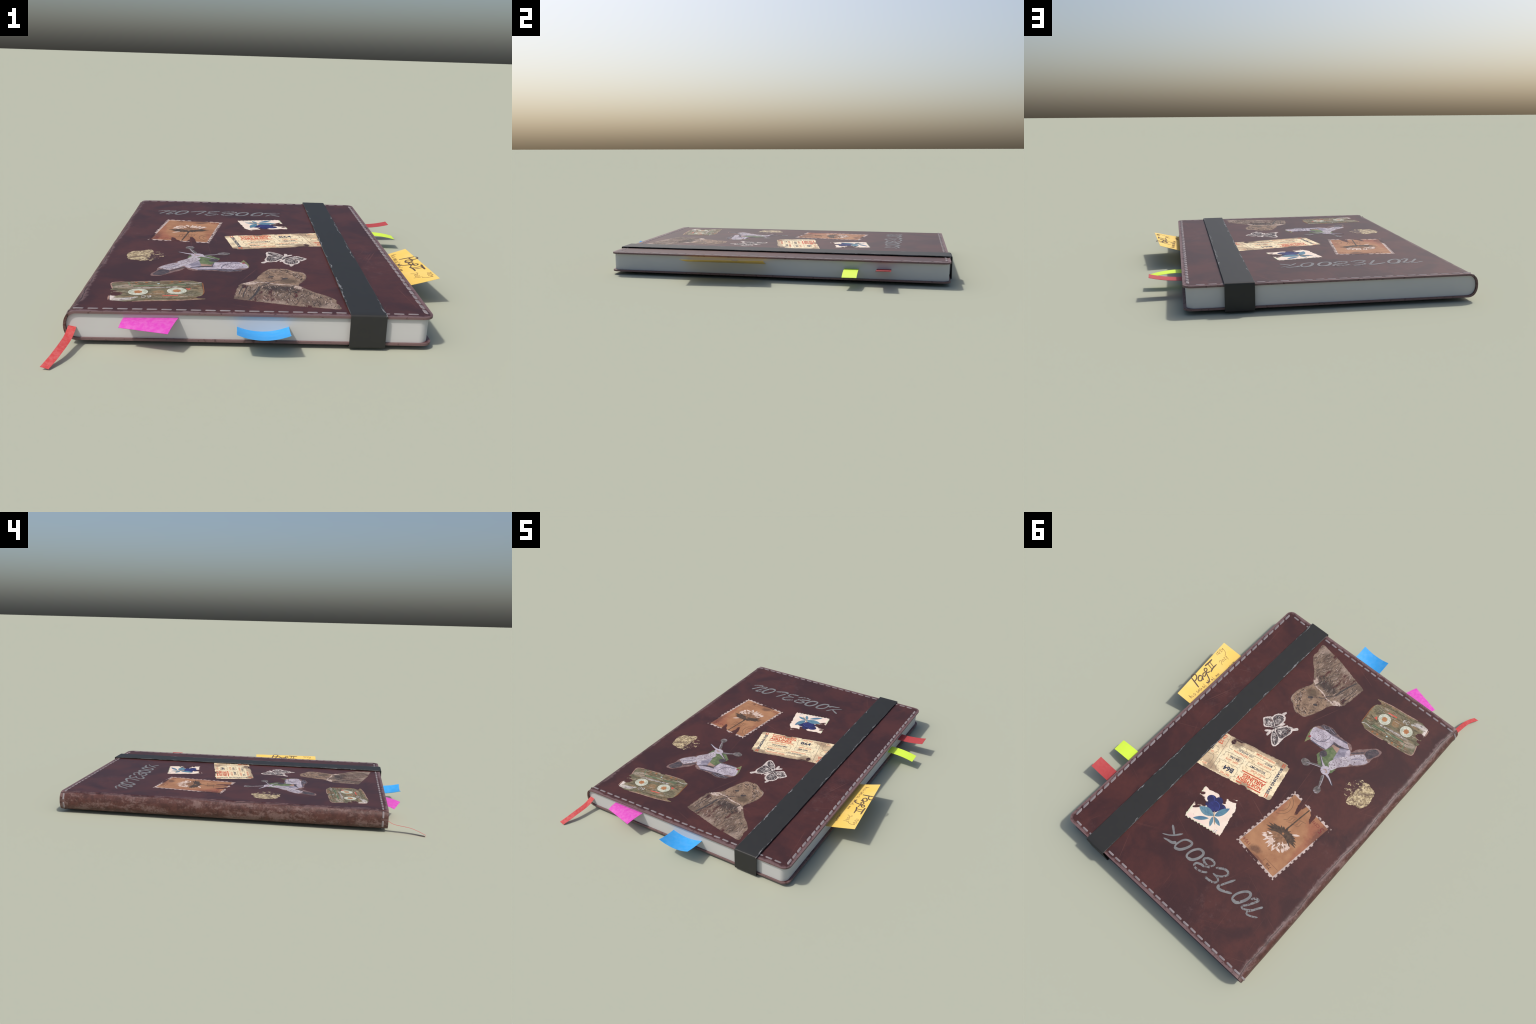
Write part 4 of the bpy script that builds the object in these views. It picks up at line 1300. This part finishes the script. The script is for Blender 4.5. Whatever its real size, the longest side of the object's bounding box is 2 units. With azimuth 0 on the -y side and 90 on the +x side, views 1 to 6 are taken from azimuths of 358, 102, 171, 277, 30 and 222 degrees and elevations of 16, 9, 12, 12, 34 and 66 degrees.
    strokes('tyre_shine', [stroke_loop([(-384, -372), (-402, -392), (-424, -396)], 2.5, 2), stroke_loop([(-392, -352), (-412, -372)], 2, 2)], 3, steel, sc)
    flat('tail_light', ellipse(-79, -226, 9, 6, 60, 14), 4, flat_material('tail_red', col(152, 58, 66)), sc)


# ------------------------------------------------------------------ cassette
def build_cassette():
    F = Frame(-394, -592, 187.5)
    out = [(-216, -664), (-250, -674), (-318, -682), (-400, -690), (-470, -700), (-500, -704), (-522, -698), (-548, -694), (-553, -672), (-557, -640), (-553, -628), (-562, -606), (-566, -586),
           (-560, -572), (-570, -540), (-576, -518), (-568, -502), (-548, -494), (-520, -490), (-470, -484), (-430, -478), (-418, -486), (-404, -476), (-368, -470), (-320, -466), (-274, -466), (-262, -476),
           (-239, -484), (-238, -520), (-232, -560), (-228, -590), (-230, -624), (-240, -640), (-226, -652)]
    olive, rust, green, pale = col(136, 126, 98), col(148, 116, 84), col(104, 102, 78), col(186, 172, 156)
    def bands(g, p, x, y, c):
        v = g.mapping(p, rot=-0.13, scale=(.45, 1, 1))
        c = g.mix(g.math('MULTIPLY', g.step(g.noise(v, 20, 6, .7), .48, .62), .85), c, rust)
        c = g.mix(g.math('MULTIPLY', g.step(g.noise(g.mapping(v, loc=(3, 8, 0)), 60, 6, .7), .49, .60), .75), c, col(82, 74, 56))
        c = g.mix(g.math('MULTIPLY', g.step(g.noise(g.mapping(v, loc=(7, 1, 0)), 70, 6, .7), .54, .68), .55), c, col(172, 160, 132))
        return c
    mat = print_material('aged_cassette_print', olive, green, scale=14, extra=bands, wear=.06, wear_scale=40, grain=.1,
                         bites=[(-.538, -.628, .022, .020, .3), (-.555, -.600, .016, .010, 0), (-.404, -.474, .030, .007, .1), (-.230, -.648, .020, .012, 0)],
                         stains=[(-.515, -.682, .050, .016, .15, col(214, 204, 196), .85), (-.548, -.668, .014, .030, .1, col(236, 222, 214), .95), (-.520, -.545, .045, .020, .2, pale, .6), (-.440, -.558, .070, .010, .12, col(176, 166, 158), .6),
                                 (-.385, -.600, .030, .020, .1, col(166, 128, 88), .7), (-.545, -.510, .03, .014, .1, col(112, 96, 80), .6), (-.330, -.480, .06, .012, .1, col(118, 98, 76), .6)])
    cs = flat('cassette_sticker', torn(out, 1.3, 2.5, .2, 8), 0, mat)
    rim = print_material('cassette_rim', col(196, 160, 144), col(150, 118, 104), scale=40, wear=.2, wear_scale=40)
    strokes('cassette_rim', [stroke_loop([(-232, -668), (-318, -684), (-400, -692), (-470, -702)], 3.5, 5), stroke_loop([(-430, -482), (-460, -486), (-505, -491)], 5, 3), stroke_loop([(-555, -690), (-560, -650)], 5, 7),
            stroke_loop([(-282, -468), (-330, -469), (-372, -473), (-398, -478)], 3, 4), stroke_loop([(-560, -572), (-570, -540), (-575, -516), (-564, -501), (-530, -493)], 5, 4)], 1, rim, cs)
    dk = print_material('cassette_dark', col(74, 66, 50), col(98, 84, 60), scale=60, wear=.2, wear_scale=70)
    strokes('cassette_shadow', [line((-250, -504), (-530, -546), 3), stroke_loop([(-246, -560), (-300, -546), (-340, -552)], 5, 3),
                                stroke_loop([(-262, -650), (-330, -664), (-420, -676)], 5, 4), line((-300, -490), (-500, -512), 4)], 1, dk, cs)
    strokes('cassette_streak', scatter(out, 70, 12, (10, 40), (1.6, 4.0), 7.5, .12), .9, dk, cs)
    scuff = print_material('cassette_scuff', col(196, 184, 168), col(160, 148, 128), scale=60, wear=.5, wear_scale=80)
    rq = random.Random(17)
    strokes('cassette_scuff', [stroke_loop([(x, y), (x - 16, y - 2 + rq.uniform(-4, 4)), (x - rq.uniform(26, 60), y - rq.uniform(2, 9))], rq.uniform(2, 5), 2) for x, y in
                               [(rq.uniform(-500, -250), rq.uniform(-672, -490)) for _ in range(16)]] + scatter(out, 46, 13, (6, 24), (1.2, 3.0), 7.5, .3), 1.3, scuff, cs)
    strokes('cassette_edge', [stroke_loop([(-236, -490), (-231, -540), (-226, -590), (-229, -620)], 4, 3)], 1, flat_material('orange_edge', col(150, 98, 58)), cs)
    ring_dark = print_material('reel_well', col(100, 94, 72), col(124, 112, 84), scale=30)
    white = print_material('reel_white', col(222, 221, 204), col(186, 190, 170), scale=60, sharp=.1, speckle=(col(140, 132, 108), 110, .62, .6))
    hubm = print_material('reel_hub', col(190, 134, 88), col(170, 112, 70), scale=40)
    grooves = flat_material('reel_line', col(178, 184, 164))
    for k, (x, y) in enumerate(((-325, -585), (-463, -604))):
        flat('reel_well', ellipse(x - 4, y - 2, 43, 41), 1, ring_dark, cs)
        flat('reel', ellipse(x, y, 36, 34), 2, white, cs)
        strokes('reel_line', [outline_strokes(Frame(0, 0, 0), ellipse(x, y, 29, 27), 1.6)], 3, grooves, cs)
        flat('reel_hub', [(x + r * math.cos(a), y + r * math.sin(a)) for i in range(14) for r, a in (((17 if i % 2 else 13.5), 2 * math.pi * i / 14 + .2),)], 3, hubm, cs)
    red = flat_material('cassette_red', col(222, 88, 72))
    text('side_letter', 'A', F, -122, -25, 19, 1, red, cs, bold=.03)
    strokes('red_bar', [line((-317, -632), (-371, -640), 6.5)], 1, red, cs)
    silver = print_material('cassette_silver', col(206, 202, 198), col(170, 164, 158), scale=50, wear=.40, wear_scale=70)
    text('length_number', '60', F, 20, 42, 28, 1, silver, cs, rot=-4, squeeze=1.0)
    strokes('silver_print', [stroke_loop([(-327, -540), (-360, -547), (-412, -557)], 9, 7), stroke_loop([(-412, -558), (-445, -560), (-480, -556)], 5, 4), stroke_loop([(-240, -487), (-262, -496), (-290, -494), (-306, -490)], 5, 2),
                             stroke_loop([(-456, -656), (-486, -672), (-516, -686)], 8, 18, rnd=random.Random(8), jitter=.35)], 1, silver, cs)
    gl = flat_material('window_line', col(126, 150, 118))
    gd = flat_material('window_dark', col(84, 102, 74))
    strokes('tape_window', [line((-298, -513), (-490, -541), 9), line((-500, -538), (-514, -502), 5)], 1, gd, cs)
    strokes('tape_window_line', [line((-300, -509), (-488, -537), 2.2), line((-306, -519), (-480, -543), 1.6), line((-500, -537), (-513, -504), 2.6), line((-296, -506), (-302, -520), 2.4)], 2, gl, cs)
    oc = flat_material('screw_orange', col(168, 104, 60))
    flat('screw_mark', [ellipse(x, y, 6, 5, 10, 10) for x, y in ((-322, -480), (-352, -484), (-446, -497), (-484, -500))], 1, oc, cs)
    flat('capstan_hole', ellipse(-400, -509, 5, 5, 0, 12), 1, flat_material('pale_cyan', col(182, 204, 204)), cs)


# ------------------------------------------------------------------ gold leaf seal
def build_gold():
    rnd = random.Random(5)
    loop = []
    for i in range(90):
        a = 2 * math.pi * i / 90
        r = 80 + 3.5 * math.sin(5 * a + 1) + 3 * math.sin(8 * a + 2) + rnd.uniform(-2.2, 2.2)
        if -1.25 > a - 2 * math.pi > -1.55:
            r -= 7
        loop.append((-498 + r * math.cos(a), -140 + r * math.sin(a)))
    m, g, b = new_material('gold_leaf')
    p = g.xyz()
    x, y, z = g.sep(p)
    c = g.mix(g.step(g.noise(p, 60, 5, .6), .38, .62), col(176, 156, 116), col(226, 206, 164))
    lc, lh = leather_colour(g)
    # veins radiating away from a diagonal fold
    v = g.mapping(p, rot=0.9, scale=(1, .5, 1))
    w = g.noise(v, 70, 7, .7, 1.6)
    gone = g.step(w, .50, .58)
    v2 = g.mapping(p, rot=2.3, scale=(1, .45, 1), loc=(1, 2, 0))
    gone = g.math('MAXIMUM', g.math('MULTIPLY', gone, .8), g.math('MULTIPLY', g.step(g.noise(v2, 80, 6, .7, 1.4), .56, .62), .8))
    fold = g.step(g.dist2(x, y, -.535, -.165, .010, .055, -.95), 1.2, .5)
    c2 = g.mix(gone, c, lc)
    c2 = g.mix(g.math('MULTIPLY', fold, .5), c2, lc)
    side = g.math('ADD', x, g.math('MULTIPLY', g.math('SUBTRACT', g.noise(p, 24, 5), .5), .05))
    bare = g.step(side, -.482, -.470)
    rim = g.step(g.math('ABSOLUTE', g.math('SUBTRACT', g.dist2(x, y, -.498, -.140, .080, .080), .97)), .05, .01)
    flecks = g.step(g.math('ADD', g.noise(p, 62, 4, .6), g.math('MULTIPLY', rim, .05)), .57, .60)
    c2 = g.mix(g.math('MULTIPLY', bare, g.math('SUBTRACT', 1.0, flecks)), c2, lc)
    g.put(b.inputs['Base Color'], c2)
    b.inputs['Roughness'].default_value = .5
    flat('gold_seal_sticker', torn(loop, 2, 3, .15, 2), 0, m)


# ------------------------------------------------------------------ handwriting on the note
def build_handwriting(note):
    ink = flat_material('dark_pen_ink', col(96, 78, 66), rough=.7)
    thin = flat_material('thin_pen_ink', col(142, 114, 74), rough=.7)
    bold = [([(680, -61), (650, -56), (615, -50)], 7, 8), ([(685, -62), (690, -75), (684, -90), (669, -90), (658, -76), (655, -56)], 7, 6),          # P
            ([(650, -113), (661, -105), (655, -88), (641, -80), (633, -94), (648, -115)], 7, 7), ([(648, -115), (636, -107), (627, -103)], 7, 6),   # a
            ([(651, -144), (656, -132), (648, -120), (638, -126), (648, -147)], 6, 6), ([(648, -147), (627, -138), (608, -130), (599, -116), (606, -103)], 6, 7),  # g
            ([(653, -150), (657, -164), (667, -166), (671, -156), (662, -148), (650, -150), (641, -157), (639, -168)], 6, 6),                                    # e
            ([(681, -172), (680, -201), (682, -232)], 9, 8), ([(633, -170), (641, -196), (643, -229)], 9, 6),                                       # II bars
            ([(679, -193), (642, -188)], 5, 5), ([(679, -210), (642, -204)], 5, 5)]
    strokes('handwritten_word', [stroke_loop(p, a, b, 6, .7) for p, a, b in bold], 0, ink, note, height=on_note)
    rnd = random.Random(21)
    small = []
    # three short lines of small script: running zigzags of letter-like strokes
    def scrawl(x, y0, y1, h, drift=0.0, w=2.0):
        y = y0
        sgn = -1 if y1 < y0 else 1
        while (y1 - y) * sgn > 4:
            L = rnd.uniform(10, 14)
            up = rnd.choice((1, 1, 1.7))
            xx = x + drift * (y - y0)
            k = rnd.random()
            if k < .45:
                pts = [(xx, y), (xx + h * up, y + sgn * 2), (xx + h * .3, y + sgn * L * .45), (xx + h * .9, y + sgn * L * .6), (xx, y + sgn * L * .85)]
            elif k < .8:
                pts = [(xx + h * .8, y + sgn * L * .5), (xx + h, y + sgn * 1), (xx, y + sgn * 2), (xx + h * .2, y + sgn * L * .6), (xx + h * .7, y + sgn * L * .7), (xx, y + sgn * L * .9)]
            else:
                pts = [(xx + h * up, y + sgn * 3), (xx, y + sgn * 4), (xx + h * .2, y + sgn * L * .8)]
            small.append(stroke_loop(pts, w, w, 4, .8))
            y += sgn * (L + (rnd.uniform(6, 12) if rnd.random() < .22 else 1.5))
    scrawl(596, 30, -120, 14, drift=0.04)
    scrawl(588, -136, -200, 13, drift=0.02)
    scrawl(572, -250, -320, 12, drift=-0.10)
    small += [stroke_loop(p, 2.2, 2.2, 5, .8) for p in (
        [(694, -278), (678, -276)], [(690, -284), (694, -290), (686, -288), (680, -284), (678, -294)], [(694, -300), (674, -294)],
        [(690, -304), (694, -312), (684, -310), (678, -306), (676, -314)], [(690, -318), (682, -320), (690, -328), (668, -326), (652, -316), (650, -306)],
        [(640, -250), (646, -258), (638, -266), (628, -256), (618, -250)], [(640, -272), (630, -270), (630, -280), (640, -280), (640, -272)],
        [(642, -288), (644, -294), (636, -292), (630, -288), (628, -298)], [(634, -304), (646, -308), (618, -304)])]
    strokes('handwritten_line', small, 0, thin, note, height=on_note)


# ------------------------------------------------------------------ build all
leather = leather_material()
build_cover(leather)

pm, pg, pb = new_material('paper_edges')
pv = pg.mapping(pg.xyz(), scale=(0.6, 0.6, 60))
pg.put(pb.inputs['Base Color'], pg.mix(pg.noise(pv, 9, 3), (.52, .518, .505, 1), (.55, .546, .532, 1)))
pb.inputs['Roughness'].default_value = 0.8
pb.inputs['Specular IOR Level'].default_value = 0.25
build_pages(pm)
build_strap(strap_material())
note = build_tabs()
build_stitches()
build_lettering()
build_flower_stamp()
build_berry_stamp()
build_ticket()
build_butterfly()
build_figure()
build_scooter()
build_cassette()
build_gold()
build_handwriting(note)
